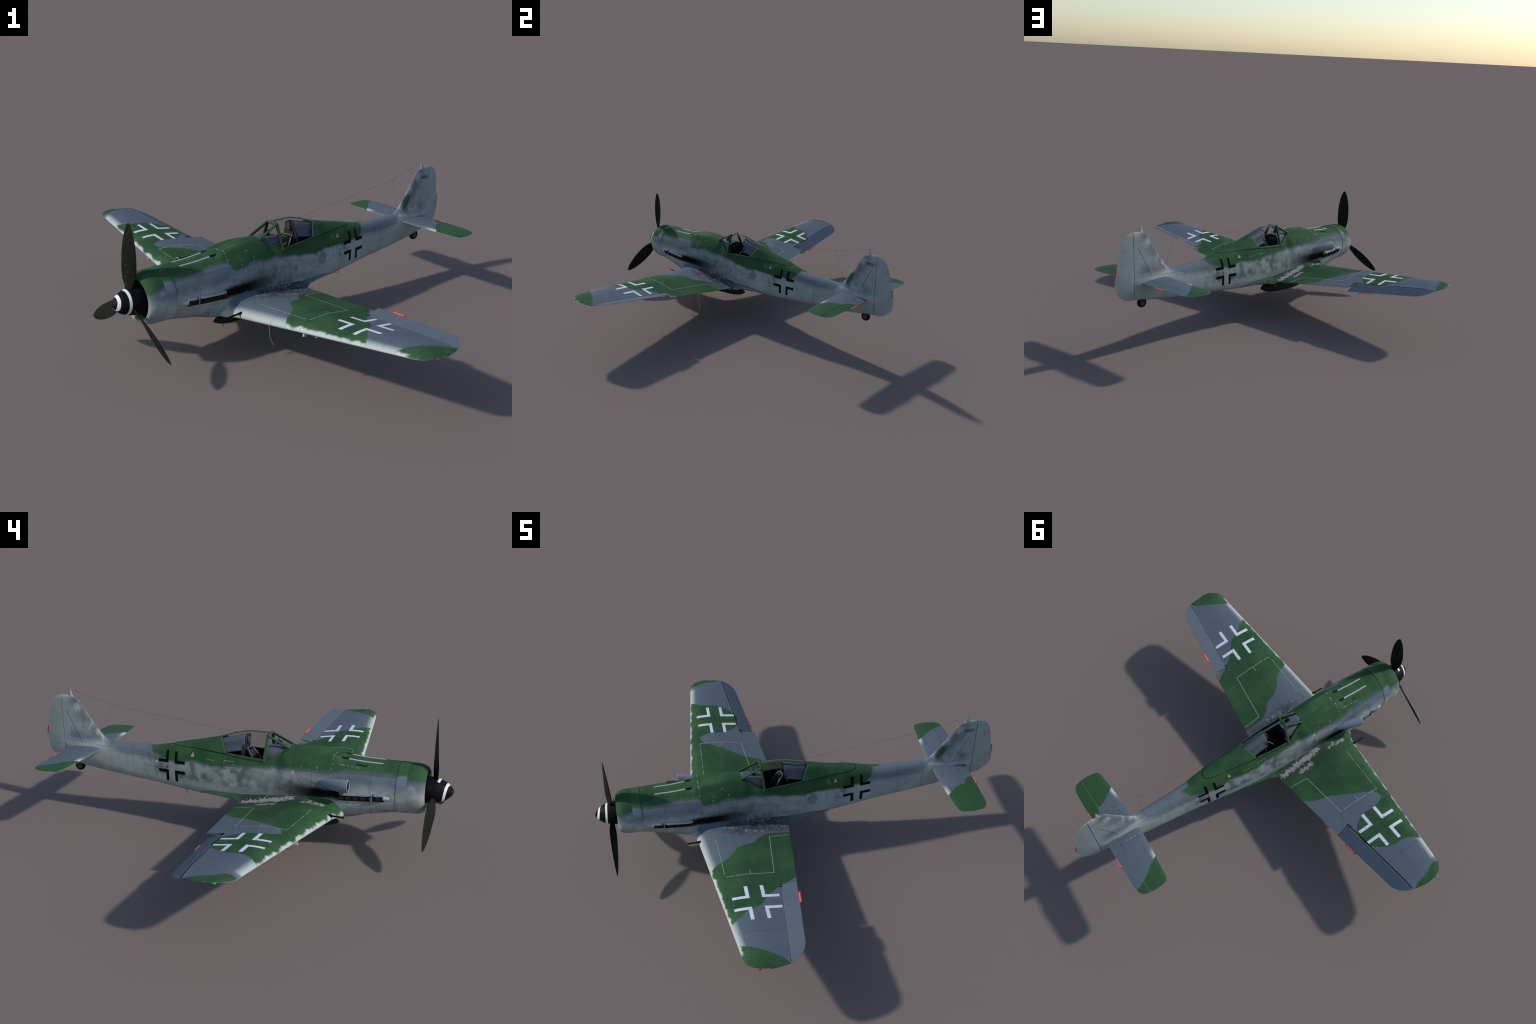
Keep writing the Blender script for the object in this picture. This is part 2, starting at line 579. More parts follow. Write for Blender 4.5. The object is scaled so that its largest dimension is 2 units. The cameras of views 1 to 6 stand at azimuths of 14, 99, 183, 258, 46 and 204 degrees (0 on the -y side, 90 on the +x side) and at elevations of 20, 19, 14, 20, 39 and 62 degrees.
# ================================================================== MATERIALS
def wing_material():
    t = Tree("wing_paint")
    X, Y, Z = t.xyz()
    nz = t.normal_z()
    ax = abs(X)
    wob = (t.noise(14, 3) - 0.5) * 0.016
    xa = ax + wob
    port = X.gt(0.0)
    # port upper pattern
    fA = t.curve(Y, [(-.45, .475), (-.424, .462), (-.40, .446), (-.34, .412), (-.30, .37), (-.26, .324), (-.184, .293), (-.137, .247), (-.098, .227), (-.057, .22), (.03, .215), (.3, .21)], .2, .5)
    g = t.sm(-.004, .004, xa - fA)
    fB = t.curve(Y, [(-.45, .905), (-.383, .863), (-.335, .831), (-.298, .797), (-.256, .778), (-.211, .745), (-.19, .713), (-.15, .67), (-.103, .632), (-.055, .605), (-.018, .578), (.03, .55)], .5, 1.0)
    g = g * t.sm(-.004, .004, fB - xa)
    fC = t.curve(Y, [(-.36, .997), (-.342, 1.006), (-.29, 1.03), (-.24, 1.058), (-.197, 1.085), (-.166, 1.114), (-.15, 1.16)], .9, 1.2)
    gp = g.max(t.sm(-.004, .004, xa - fC)) * port
    # starboard upper pattern
    fA = t.curve(Y, [(-.45, .62), (-.372, .612), (-.355, .598), (-.343, .552), (-.292, .519), (-.243, .493), (-.184, .457), (-.125, .42), (-.079, .406), (-.022, .382), (.005, .352), (.04, .33), (.3, .33)], .3, .7)
    g = t.sm(-.004, .004, fA - xa)
    fB = t.curve(Y, [(-.40, .59), (-.36, .598), (-.326, .612), (-.288, .624), (-.253, .625), (-.212, .626), (-.167, .643), (-.131, .672), (-.116, .705), (-.108, .76), (-.10, .95), (0, .95)], .5, 1.0)
    h = t.sm(-.004, .004, xa - fB)
    fC = t.curve(Y, [(-.45, .95), (-.37, .918), (-.336, .891), (-.282, .873), (-.234, .869), (-.19, .854), (-.161, .835), (-.136, .81), (-.116, .778), (-.108, .76), (-.10, .7), (0, .7)], .5, 1.0)
    g = g.max(h * t.sm(-.004, .004, fC - xa))
    fD = t.curve(Y, [(-.38, 1.074), (-.352, 1.074), (-.323, 1.073), (-.262, 1.098), (-.164, 1.133), (-.15, 1.16)], 1.0, 1.2)
    g = g.max(t.sm(-.004, .004, xa - fD)) * port.inv()
    green = gp.max(g)
    n1 = t.noise(9, 4)
    n2 = t.noise(26, 4, .6)
    cg = t.mix(t.sm(.35, .65, n1), GREEN2, GREEN)
    cg = t.mix(t.sm(.55, .8, n2) * 0.35, cg, (0.045, 0.10, 0.05))
    cb = t.mix(t.sm(.3, .7, n1), GREY, GREY2)
    # panel tone steps and streaks
    band = t.math("FRACT", (ax + 0.01) / 0.189)
    cb = t.mix(band.gt(.5) * .12, cb, (0.09, 0.11, 0.155))
    col = t.mix(green, cb, cg)
    # aileron fabric: streaky ribs
    rib = t.math("FRACT", ax / 0.0205)
    ail = ax.gt(AIL0) * (Y + 0.1017 + (ax - 0.6) * 0.0989).gt(0.0)
    st = t.noise(30, 2, .5, t.vec(X * 1.6, Y * .25, Z))
    col = t.mix(ail * t.sm(.45, .7, st) * .35 * (abs(rib - .5) * 2.0), col, (0.075, 0.095, 0.13))
    # grime by the root
    grime = t.sm(.27, .16, ax + (n2 - .5) * .05) * t.sm(-.36, -.26, Y) * t.sm(.09, -.02, Y)
    n3 = t.noise(34, 5, .65)
    col = t.mix(grime * t.sm(.25, .58, n3) * (port * .25 + .6), col, (0.036, 0.036, 0.038))
    # leading edge overspray
    d = Y - ((ax - .25) * .115 - .4535) + t.sm(.20, .13, ax) * .022
    wv = t.noise(21, 1.2, .5, t.vec(X, 0.0, 0.0))
    lim = (wv - 0.5) * .038 + .0060 + X * .003
    pe = t.sm(lim + .0065, lim - .005, d) * green
    pe = pe.max(t.sm(.042, .0, d) * green.inv() * .9)
    pe = pe * t.sm(1.06, 1.03, ax)
    hd = Y + .1017 + (ax - .6) * .0989
    inside = ax.gt(AIL0 - .002) * abs(hd).lt(.0062) * nz.lt(.55) * nz.gt(-.6)
    under = t.sm(.02, -.12, nz)
    ng = t.noise(20, 4)
    cp = t.mix(ng, tuple(x * 1.12 for x in PALE), tuple(x * 1.36 for x in PALE))
    col = t.mix(pe.max(under), col, cp)
    top = under.inv()
    # crosses
    cr = bars(t, ax - .739, Y + .2395, .0300, .0475, .1135)
    wn = t.noise(120, 3)
    col = t.mix(cr * top * t.sm(.70, .64, wn), col, WHITE)
    # walkway and tank stencil lines
    w = .0042
    P = [(.244, -.3745), (.541, -.3625), (.536, -.1205), (.248, -.0925), (.2385, .02)]
    m = None
    for p, q in zip(P[:-1], P[1:]):
        k = line_seg(t, ax, Y, p, q, w, .0085)
        m = k if m is None else m.max(k)
    m = m.max(line_seg(t, ax, Y, (.537, -.238), (.505, -.238), .003))
    col = t.mix(m * top * t.sm(.35, .45, n2) * .8, col, (.42, .46, .45))
    # panel seams
    sw = .0014
    seam = line_seg(t, ax, Y, (.2, -.3775), (.541, -.363), sw).max(line_seg(t, ax, Y, (.541, -.363), (1.074, -.3275), sw))
    for p, q in (((.748, -.42), (.752, -.115)), ((.927, -.36), (.931, -.135)), ((.385, -.44), (.385, -.37)), ((.541, -.43), (.541, -.36)),
                 ((1.07, -.329), (1.127, -.155)), ((.2, -.235), (.54, -.24)), ((.60, -.10), (.54, -.118))):
        seam = seam.max(line_seg(t, ax, Y, p, q, sw))
    col = t.mix(seam * .62, col, (0.02, 0.025, 0.03))
    slit = abs(hd + .0012).lt(.0027) * ax.gt(AIL0 - .004) * ax.lt(1.128) * port.inv()
    col = t.mix(inside.max(slit * top), col, (.006, .007, .009))
    gap = line_seg(t, ax, Y, (AIL0 - .006, hinge(AIL0) + .002), (AIL0 + .012, hinge(AIL0) - .001), .004)
    col = t.mix(gap * top, col, (0.01, 0.01, 0.012))
    # fasteners along the leading edge seam
    lu = ax - .54
    dl = abs(Y + .363 - lu * .0665)
    dot = dl.lt(.0028) * abs(t.math("FRACT", lu / .019) - .5).lt(.09) * lu.gt(0.0) * lu.lt(.53)
    col = t.mix(dot * top * t.sm(.46, .60, n2) * .7, col, (.30, .34, .33))
    rv = t.math("FRACT", ax / .012) - .5
    rw = t.math("FRACT", Y / .047) - .5
    riv = (rv * rv * .000144 + rw * rw * .00221).lt(.0000010)
    col = t.mix(riv * top * .22, col, (.35, .40, .36))
    # bare metal where boots rubbed
    nm = t.noise(70, 5, .65)

    def blob(p, q, r):
        dx, dy = q[0] - p[0], q[1] - p[1]
        L = dx * dx + dy * dy
        k = ((ax - p[0]) * (dx / L) + (Y - p[1]) * (dy / L)).max(0.0).min(1.0)
        ux, uy = ax - p[0] - k * dx, Y - p[1] - k * dy
        return 1.0 - t.math("SQRT", ux * ux + uy * uy) / r

    st = blob((.136, -.25), (.151, .005), .022).max(blob((.189, -.165), (.195, -.095), .020)).max(blob((.160, -.345), (.164, -.300), .019) - .22).max(blob((.165, -.405), (.165, -.36), .016) - .1)
    pt = (blob((.153, -.13), (.156, .01), .022)).max(blob((.160, -.315), (.176, -.235), .020) - .10).max(blob((.194, -.215), (.206, -.10), .021) - .02).max(blob((.216, -.335), (.226, -.265), .015) - .22).max(blob((.135, -.22), (.12, -.05), .02) - .25)
    bb = st * port.inv() + pt * port
    ex = (bb * (port.inv() * .14 + .30) + (nm - .5) * 1.9).gt(.20 + port * .08) * bb.gt(-.1)
    col = t.mix(ex * top, col, t.mix(port, (.27, .26, .275), (.19, .18, .175)))
    rough = t.noise(15, 3) * .2 + .56
    return t.finish(col, rough, bump=(seam * -1.0) + n2 * .12, bump_d=.0006, Specular_IOR_Level=.02)


def tailplane_material():
    t = Tree("tailplane_paint")
    X, Y, Z = t.xyz()
    nz = t.normal_z()
    ax = abs(X)
    wob = (t.noise(18, 3) - .5) * .02
    xa = ax + wob
    port = X.gt(0.0)
    f1 = t.curve(Y, [(.85, .27), (.87, .256), (.92, .215), (.96, .19), (.985, .185), (1.0, .15), (1.05, .128)], .1, .4)
    g1 = t.sm(-.004, .004, xa - f1) * port
    f2 = t.curve(Y, [(.85, .22), (.871, .233), (.92, .268), (.97, .31), (1.05, .345)], .1, .4)
    g2 = t.sm(-.004, .004, xa - f2) * port.inv()
    g = g1.max(g2)
    n = t.noise(14, 4, .55)
    cg = t.mix(n, GREEN2, GREEN)
    cb = t.mix(t.sm(.3, .7, n), GREY, GREY2)
    st = t.noise(20, 3, .5, t.vec(X * 1.5, Y * .6, Z))
    cb = t.mix(t.sm(.5, .72, st) * .4, cb, (.07, .095, .13))
    col = t.mix(g, cb, cg)
    d = Y - (.856 + (ax - .035) * .068)
    pe = t.sm(.022, .003, d) * g.inv() * t.sm(.17, .23, ax) * .9
    under = t.sm(.02, -.12, nz)
    col = t.mix(pe.max(under), col, tuple(x * 1.2 for x in PALE))
    seam = line_seg(t, ax, Y, (.06, .895), (.36, .905), .0012).max(line_seg(t, ax, Y, (.085, .86), (.085, .985), .0012)).max(line_seg(t, ax, Y, (.34, .90), (.34, .98), .0012))
    col = t.mix(seam * .5, col, (.02, .025, .03))
    nm = t.noise(110, 3)
    dots = abs(ax - .074).lt(.0022) * abs(t.math("FRACT", Y / .024) - .5).lt(.22) * Y.gt(.87) * Y.lt(.97) * nm.gt(.50)
    col = t.mix(dots * under.inv() * .6, col, (.36, .38, .40))
    return t.finish(col, .5, bump=seam * -1.0, bump_d=.0005, Specular_IOR_Level=.02)


def fuselage_material():
    t = Tree("fuselage_paint")
    X, Y, Z = t.xyz()
    port = X.gt(0.0)
    n1 = t.noise(11, 4, .55)
    n2 = t.noise(32, 4, .6)
    z = Z + (n1 - .5) * .030
    # grey upper band fading into the pale lower sides
    gb = t.curve(Y, [(-.87, .345), (-.75, .35), (-.6, .36), (-.5, .355), (-.4, .375), (-.2, .385), (-.05, .385), (.1, .38), (.4, .385), (.5, .372), (.65, .365), (.78, .385), (.84, .42), (.87, .60), (1.2, .80)], .3, .9)
    grey = t.sm(-.028, .026, z - gb + (n2 - .5) * .02)
    cp = t.mix(t.sm(.3, .7, n1), tuple(a * .80 for a in PALE), tuple(a * 1.0 for a in PALE))
    cp = t.mix(t.sm(.55, .75, n2) * .3, cp, (.22, .26, .26))
    sp = t.noise(160, 2)
    cp = t.mix(t.sm(.66, .72, sp) * .35, cp, (.16, .18, .17))
    col = t.mix(grey * .92, cp, t.mix(n2, GREY, GREY2))
    # mottling in green
    nb = t.noise(25, .8, .4, None, .25)
    mw = t.sm(-.16, .02, Y) * t.sm(.64, .50, Y) * t.sm(.25, .30, Z)
    mm = t.sm(.40, .74, nb) * mw
    col = t.mix(mw * port.inv() * .22, col, (.10, .125, .12))
    pw = t.sm(.06, .14, Y) * t.sm(.40, .33, Y) * t.sm(.285, .315, Z)
    mm = mm * (port.inv() + port * pw)
    col = t.mix(mm * (port.inv() * .12 + .60), col, (.060, .090, .076))
    # smoky streaks along the sides
    ns = t.noise(20, 3, .55, t.vec(X, Y * .8, Z * 1.6))
    smoke = t.sm(.46, .68, ns) * t.sm(-.80, -.70, Y) * t.sm(.30, .05, Y)
    col = t.mix(smoke * .36, col, (.085, .098, .115))
    # green upper decking
    zp = t.curve(Y, [(-.87, .375), (-.80, .388), (-.735, .405), (-.6, .418), (-.5, .424), (-.425, .422), (-.415, .398), (-.36, .400), (-.28, .402), (-.2, .398), (-.1, .388), (0, .372), (.1, .362), (.2, .366), (.3, .364), (.36, .358), (.42, .366), (.465, .368), (.49, .385), (.515, .415), (.53, .44), (.56, .80)], .3, .9)
    gp = t.sm(-.010, .010, z - zp + (n2 - .5) * .014) * port
    zs = t.curve(Y, [(-.87, .385), (-.78, .400), (-.735, .408), (-.6, .414), (-.5, .410), (-.44, .405), (-.3, .402), (-.2, .396), (-.1, .388), (0, .385), (.1, .373), (.2, .368), (.3, .374), (.4, .366), (.46, .376), (.52, .392), (.55, .415), (.575, .44), (.60, .80)], .3, .9)
    gs = t.sm(-.018, .014, z - zs + (n2 - .5) * .014) * port.inv()
    g = gp.max(gs)
    cg = t.mix(t.sm(.35, .65, n1), GREEN2, GREEN)
    col = t.mix(g, col, cg)
    # fin: dark soft clouds, green spot low on the port side
    fin = t.sm(.40, .44, Z) * t.sm(.80, .86, Y)
    nf = t.noise(16, 2.5, .5)
    e = Y - .846 - (Z - .44) * .68
    cl = t.sm(.14, .02, e).max(t.sm(.50, .42, Z)) * fin * t.sm(1.09, 1.0, Y)
    col = t.mix(cl * t.sm(.32, .56, nf) * .78, col, (.075, .086, .120))
    col = t.mix(fin * t.sm(.52, .70, n1) * .35, col, (.20, .235, .235))
    yl = Y - .897 - (Z - .47) * .55 + (n2 - .5) * .02
    zl = Z - .475
    spot = t.sm(.0013, .0002, yl * yl * 1.6 + zl * zl * .34) * port * fin
    col = t.mix(spot * .85, col, (.028, .068, .034))
    # exhaust soot
    zz = Z - .309 + (Y + .48) * .02 + (n2 - .5) * .022
    wd = t.sm(-.50, -.25, Y) * .014 + .026
    soot = t.sm(1.5, .35, abs(zz) / wd) * t.sm(-.500, -.468, Y) * t.sm(.03, -.36, Y)
    soot2 = t.sm(2.4, .6, abs(zz) / wd) * t.sm(-.47, -.42, Y) * t.sm(.16, -.25, Y) * .75
    col = t.mix(soot.max(soot2 * n2 * 1.5), col, (.0055, .0055, .006))
    # worn lilac patch on the cowl ring
    py, pz = Y + .80, Z - .335 + (n1 - .5) * .05
    pt = t.sm(.0016, .0001, py * py + pz * pz * .7)
    col = t.mix(pt * t.sm(.35, .6, n2) * .8, col, (.40, .41, .45))
    # panel seams
    seam = None
    for yy in (-.615, -.43, -.335, -.237, .13, .655, .795):
        k = abs(Y - yy - (Z - .35) * .03).lt(.0008)
        seam = k if seam is None else seam.max(k)
    for p, q in (((-.735, .405), (-.43, .41)), ((-.43, .40), (-.10, .39)), ((.13, .374), (.80, .378)), ((-.05, .285), (.13, .272)), ((-.735, .30), (-.45, .285)), ((.80, .395), (1.08, .415))):
        seam = seam.max(line_seg(t, Y, Z, p, q, .0013))
    circ = (Y + .274) * (Y + .274) + (Z - .371) * (Z - .371)
    seam = seam.max(circ.lt(.0145**2) * circ.gt(.0135**2))
    col = t.mix(seam * .62, col, (.02, .025, .03))
    # small rivets
    rv = t.math("FRACT", Y / .0125) - .5
    rw = t.math("FRACT", Z / .036) - .5
    riv = (rv * rv * .000156 + rw * rw * .0013).lt(.0000009)
    col = t.mix(riv * .25, col, (.05, .06, .06))
    # black angle crosses
    cr = bars(t, Y - .4215, Z - .3365, .0178, .0345, .0775)
    col = t.mix(cr, col, (.006, .006, .008))
    # triangles
    for yy, zz, only in ((.302, .410, None), (-.239, .388, 0)):
        u, v = Y - yy, Z - zz
        k = tri_mask(t, u, v, .015, .0018)
        k2 = tri_mask(t, u, v, .012)
        if only == 0:
            k, k2 = k * port.inv(), k2 * port.inv()
        col = t.mix(k, col, (.58, .52, .40))
        col = t.mix(k2, col, (.48, .25, .04))
        inner = tri_mask(t, u, v + .001, .006)
        col = t.mix(inner * (k2), col, (.20, .11, .03))
    # fuel filler dots on the starboard side
    d1 = (Y - .446) * (Y - .446) + (Z - .333) * (Z - .333)
    col = t.mix(d1.lt(.0062**2) * port.inv(), col, (.42, .01, .01))
    d2 = (Y - .512) * (Y - .512) + (Z - .352) * (Z - .352)
    col = t.mix(d2.lt(.0062**2) * port.inv(), col, (.62, .58, .56))
    pl = (abs(Y - .512).lt(.0012).max(abs(Z - .352).lt(.0012))) * d2.lt(.0042**2)
    col = t.mix(pl * port.inv(), col, (.42, .01, .01))
    # flaked paint on hatch edges
    nm = t.noise(95, 4, .65)
    ch = abs(Y + .43 - (Z - .35) * .03 + (n2 - .5) * .006).lt(.0019) * Z.gt(.38)
    ch = ch.max(abs(Y + .735).lt(.003) * Z.gt(.30)).max(line_seg(t, Y, Z, (-.56, .427), (-.455, .437), .0022))
    ch = ch.max(line_seg(t, Y, Z, (-.362, .405), (-.352, .428), .005)).max(line_seg(t, Y, Z, (-.285, .402), (-.275, .428), .005)).max(line_seg(t, Y, Z, (-.32, .452), (-.29, .455), .005))
    col = t.mix(ch * nm.gt(.56 ), col, (.30, .34, .33))
    hx = (abs(Y - .10).lt(.026) * abs(Z - .385).lt(.016)) * ((abs(Y - .10).gt(.0235)).max(abs(Z - .385).gt(.0138)))
    col = t.mix(hx * nm.gt(.48) * port.inv(), col, (.30, .36, .34))
    ring = (Y - .262) * (Y - .262) + (Z - .408) * (Z - .408)
    rr = (ring.lt(.0105**2) * ring.gt(.0075**2)) * nm.gt(.45) * port
    col = t.mix(rr.max(line_seg(t, Y, Z, (.18, .395), (.225, .398), .003) * nm.gt(.46) * port.inv()), col, (.34, .40, .38))
    # access panel on the port side
    pan = abs(Y - .335).lt(.033) * abs(Z - .315).lt(.028) * (abs(Y - .335).gt(.031)).max(abs(Z - .315).gt(.026))
    col = t.mix(abs(Y - .335).lt(.033) * abs(Z - .315).lt(.028) * pan * t.sm(.4, .6, n2) * port * .7, col, (.07, .095, .08))
    # fin hatch outline and dotted strut line
    sg = line_seg(t, Y, Z, (1.055, .565), (.972, .395 + .01), .0042, .0068)
    col = t.mix(sg, col, (.02, .025, .025))
    fs = line_seg(t, Y, Z, (1.083, .572), (.95, .574), .0012).max(line_seg(t, Y, Z, (1.066, .57), (1.066, .41), .0012)).max(line_seg(t, Y, Z, (1.066, .41), (.97, .405), .0012)).max(line_seg(t, Y, Z, (.95, .574), (.87, .44), .0012))
    col = t.mix(fs * .5, col, (.03, .04, .045))
    red = line_seg(t, Y, Z, (1.045, .377), (1.12, .384), .0075) * t.math("FRACT", Y / .006).lt(.55) * nm.gt(.42)
    col = t.mix(red * .6, col, (.42, .10, .10))
    # belly shade of paint: plain pale
    rough = n1 * .2 + .54
    return t.finish(col, rough, bump=(seam * -1.0) + n2 * .12, bump_d=.0006, Specular_IOR_Level=.02)


def spinner_material():
    t = Tree("spinner_paint")
    X, Y, Z = t.xyz()
    zz = Z - .3275
    # turns counted from the lowest point over the port side
    ang = t.math("ARCTAN2", X, zz * -1.0) / (2 * math.pi)
    ang = ang - t.math("FLOOR", ang)
    band = None
    n = t.noise(80, 3)
    for k in (-1, 0, 1):
        tt = ang + float(k)
        c = t.curve(tt, [(-.09, -.974), (-.02, -.9705), (.05, -.965), (.275, -.959), (.375, -.955), (.51, -.950), (.66, -.943), (.79, -.937), (.92, -.929), (1.08, -.922), (1.25, -.917), (1.42, -.9127), (1.51, -.911), (1.6, -.907)], -1.0, -.9)
        hw = t.sm(-.09, .27, tt) * .0051 + .0007
        m = abs(Y - c).lt(hw) * tt.gt(-.09) * tt.lt(1.575)
        band = m if band is None else band.max(m)
    col = t.mix(band, (.006, .006, .007), (.72, .73, .76))
    col = t.mix(t.sm(.70, .74, n) * .5, col, (.15, .15, .15))
    return t.finish(col, .5, Specular_IOR_Level=.08)


MAT = {}
M = MAT
M["wing"] = wing_material()
M["tail"] = tailplane_material()
M["fus"] = fuselage_material()
M["spin"] = spinner_material()


def blade_material():
    t = Tree("propeller_paint")
    t.xyz()
    n = t.noise(30, 4)
    c = t.mix(n, (.0065, .0075, .005), (.012, .014, .009))
    k = t.noise(120, 2, .5)
    c = t.mix(t.sm(.675, .72, k) * .8, c, (.13, .14, .12))
    return t.finish(c, .6, Specular_IOR_Level=.10)


M["blade"] = blade_material()
M["greenf"] = plain("canopy_frame_paint", (.036, .088, .039), .5)
M["grey"] = plain("scoop_paint", (.19, .225, .265), .45, var=.2, scale=30)
M["pale"] = plain("pale_paint", PALE, .45)
M["dark"] = plain("near_black", (.008, .008, .009), .7)  # near black, used inside openings and gaps
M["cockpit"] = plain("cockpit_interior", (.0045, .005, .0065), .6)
M["deck"] = plain("cockpit_grey", (.120, .136, .170), .5, var=.1)
M["armour"] = plain("armour_plate", (.045, .046, .05), .55)
M["leather"] = plain("headrest_leather", (.085, .060, .042), .6)
M["gun"] = plain("gun_metal", (.012, .012, .013), .4, .3)
M["trough"] = plain("bare_metal", (.42, .40, .44), .5, .0)
M["rust"] = plain("exhaust_steel", (.035, .018, .014), .6, .3)
M["bomb"] = plain("bomb_paint", (.022, .027, .026), .45, var=.4, scale=40)
M["rubber"] = plain("tyre_rubber", (.008, .008, .009), .7)
M["hub"] = plain("wheel_hub", (.13, .13, .13), .4, .5)
M["wire"] = plain("antenna_wire", (.06, .06, .06), .5)
M["red"] = plain("red_tab", (.55, .02, .015), .5)
M["white"] = plain("white_lettering", (.75, .72, .72), .5)
M["ink"] = plain("dark_lettering", (.035, .035, .055), .6)
M["straps"] = plain("tan_straps", (.22, .19, .13), .7)
M["rimlight"] = plain("seat_rim", (.38, .40, .41), .45)
M["seam"] = plain("dark_seal", (.006, .012, .008), .7)


def glass_material():
    t = Tree("canopy_glass")
    tr = t.node("ShaderNodeBsdfTransparent")
    tr.inputs[0].default_value = (.94, .945, .945, 1)
    gl = t.node("ShaderNodeBsdfGlossy")
    gl.inputs["Roughness"].default_value = .45
    gl.inputs[0].default_value = (.45, .48, .52, 1)
    lw = t.node("ShaderNodeFresnel")
    lw.inputs[0].default_value = 1.06
    mx = t.node("ShaderNodeMixShader")
    t.nt.links.new(lw.outputs[0], mx.inputs[0])
    t.nt.links.new(tr.outputs[0], mx.inputs[1])
    t.nt.links.new(gl.outputs[0], mx.inputs[2])
    o = t.node("ShaderNodeOutputMaterial")
    t.nt.links.new(mx.outputs[0], o.inputs[0])
    return t.mat


def lamp_glass(name, col):
    t = Tree(name)
    t.xyz()
    return t.finish(col, .12, Coat_Weight=.6)


M["glass"] = glass_material()
M["lampr"] = lamp_glass("red_lamp_glass", (.30, .012, .008))
M["lampg"] = lamp_glass("green_lamp_glass", (.02, .35, .03))

# ================================================================== FUSELAGE
v, f = fuselage_mesh()
fus = mesh("fuselage", v, f, M["fus"], angle=50)
AX = .3275


def revolve(profile, n=96, z0=AX):
    return [[(r * math.sin(a), y, z0 + r * math.cos(a)) for a in np.linspace(0, 2 * math.pi, n, endpoint=False)] for y, r in profile]


# radiator cowl ring: rolled lip, tapering inner duct
prof = [(-.772, .1170), (-.785, .1180), (-.803, .1180), (-.820, .1168), (-.835, .1133), (-.847, .1080), (-.855, .1020), (-.8590, .0965),
        (-.8597, .0935), (-.858, .0912), (-.850, .0900), (-.834, .0910), (-.79, .094)]
mesh("engine_cowl", *loft(revolve(prof), True), M["fus"], angle=60)
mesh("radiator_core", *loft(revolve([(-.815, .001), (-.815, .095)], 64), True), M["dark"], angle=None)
# cooling flaps: twenty overlapping plates in a ring
flap = bpy.data.meshes.new("cowl_flap")
nfl = 20
da = 2 * math.pi / nfl
rings = []
for y, r0, r1 in ((-.777, .1180, .1150), (-.755, .1193, .1170), (-.7325, .1208, .1194)):
    aa = np.linspace(-da / 2 * .985, da / 2 * .985, 8)
    rings.append([(r0 * math.sin(a), y, r0 * math.cos(a)) for a in aa] + [(r1 * math.sin(a), y, r1 * math.cos(a)) for a in aa[::-1]])
vv, ff = loft(rings, True, True, True)
flap.from_pydata(vv, [], ff)
bm = bmesh.new(); bm.from_mesh(flap); bmesh.ops.recalc_face_normals(bm, faces=bm.faces); bm.to_mesh(flap); bm.free()


def flap_material():
    t = Tree("cowl_flap_paint")
    g = t.node("ShaderNodeNewGeometry")
    s = t.node("ShaderNodeSeparateXYZ")
    t.nt.links.new(g.outputs["Position"], s.inputs[0])
    t.xyz()
    z = S(t, s.outputs[2])
    n = t.noise(16, 3)
    zz = z + (n - .5) * .02
    c = t.mix(t.sm(.30, .37, zz), PALE, t.mix(n, (.19, .22, .27), GREY))
    c = t.mix(t.sm(.405, .418, zz), c, GREEN)
    return t.finish(c, .45, Specular_IOR_Level=.02)


M["flap"] = flap_material()
flap.materials.append(M["flap"])
flap.polygons.foreach_set("use_smooth", [True] * len(flap.polygons))
flap.set_sharp_from_angle(angle=math.radians(30))
for i in range(nfl):
    ob = bpy.data.objects.new("cowl_flap", flap)
    bpy.context.scene.collection.objects.link(ob)
    ob.parent = root
    ob.location = (0, 0, AX)
    ob.rotation_euler = (0, da * (i + .5), 0)
mesh("cowl_gap", *loft(revolve([(-.785, .112), (-.735, .1165), (-.715, .112)], 64), True), M["dark"], angle=60)

# ------------------------------------------------------------------ spinner and propeller
SP = pchip([-.975, -.972, -.965, -.955, -.9425, -.92, -.90, -.88, -.86, -.838], [0, .011, .021, .031, .041, .0515, .0577, .061, .0625, .063])
prof = [(-.975 + .137 * u**2, max(.0004, float(SP(-.975 + .137 * u**2)))) for u in np.linspace(0, 1, 34)] + [(-.838, .060), (-.838, .001)]
prof[0] = (-.975, .0004)
# make the nose round
prof = [(y, max(r, .0004 + .0110 * math.sqrt(max(0, (y + .975) / .003))) if y < -.972 else r) for y, r in prof]
spin = mesh("spinner", *loft(revolve(prof, 64), True, True, True), M["spin"], angle=50)

CH = pchip([.045, .06, .08, .11, .15, .19, .23, .27, .30, .325, .338, .345], [.030, .034, .046, .064, .0735, .0755, .072, .062, .049, .031, .017, .003])
TW = pchip([.045, .10, .16, .20, .25, .345], [40, 32, 23, 20, 17, 12])
rings = []
for r in np.concatenate([np.linspace(.045, .32, 26), .32 + .025 * np.sin(np.linspace(0, 1, 10)[1:] * math.pi / 2)]):
    c, b = float(CH(r)), math.radians(float(TW(r)))
    th = max(.0012, c * (.115 + .5 * max(0, (.11 - r) / .065) ** 2))
    ring = []
    for a in np.linspace(0, 2 * math.pi, 22, endpoint=False):
        p = (c / 2 * math.cos(a), th / 2 * math.sin(a) * (1 + .25 * math.cos(a)))
        x, y = p[0] * math.cos(b) - p[1] * math.sin(b), p[0] * math.sin(b) + p[1] * math.cos(b)
        ring.append((x, y, r))
    rings.append(ring)
vv, ff = loft(rings, True, True, True)
bl = None
for i, a in enumerate((0, 120, 240)):
    if bl is None:
        ob = mesh("propeller_blade", vv, ff, M["blade"], spin, angle=60)
        bl = ob.data
    else:
        ob = bpy.data.objects.new("propeller_blade", bl)
        bpy.context.scene.collection.objects.link(ob)
        ob.parent = spin
    ob.location = (0, -.892, AX)
    ob.rotation_euler = (0, math.radians(a), 0)

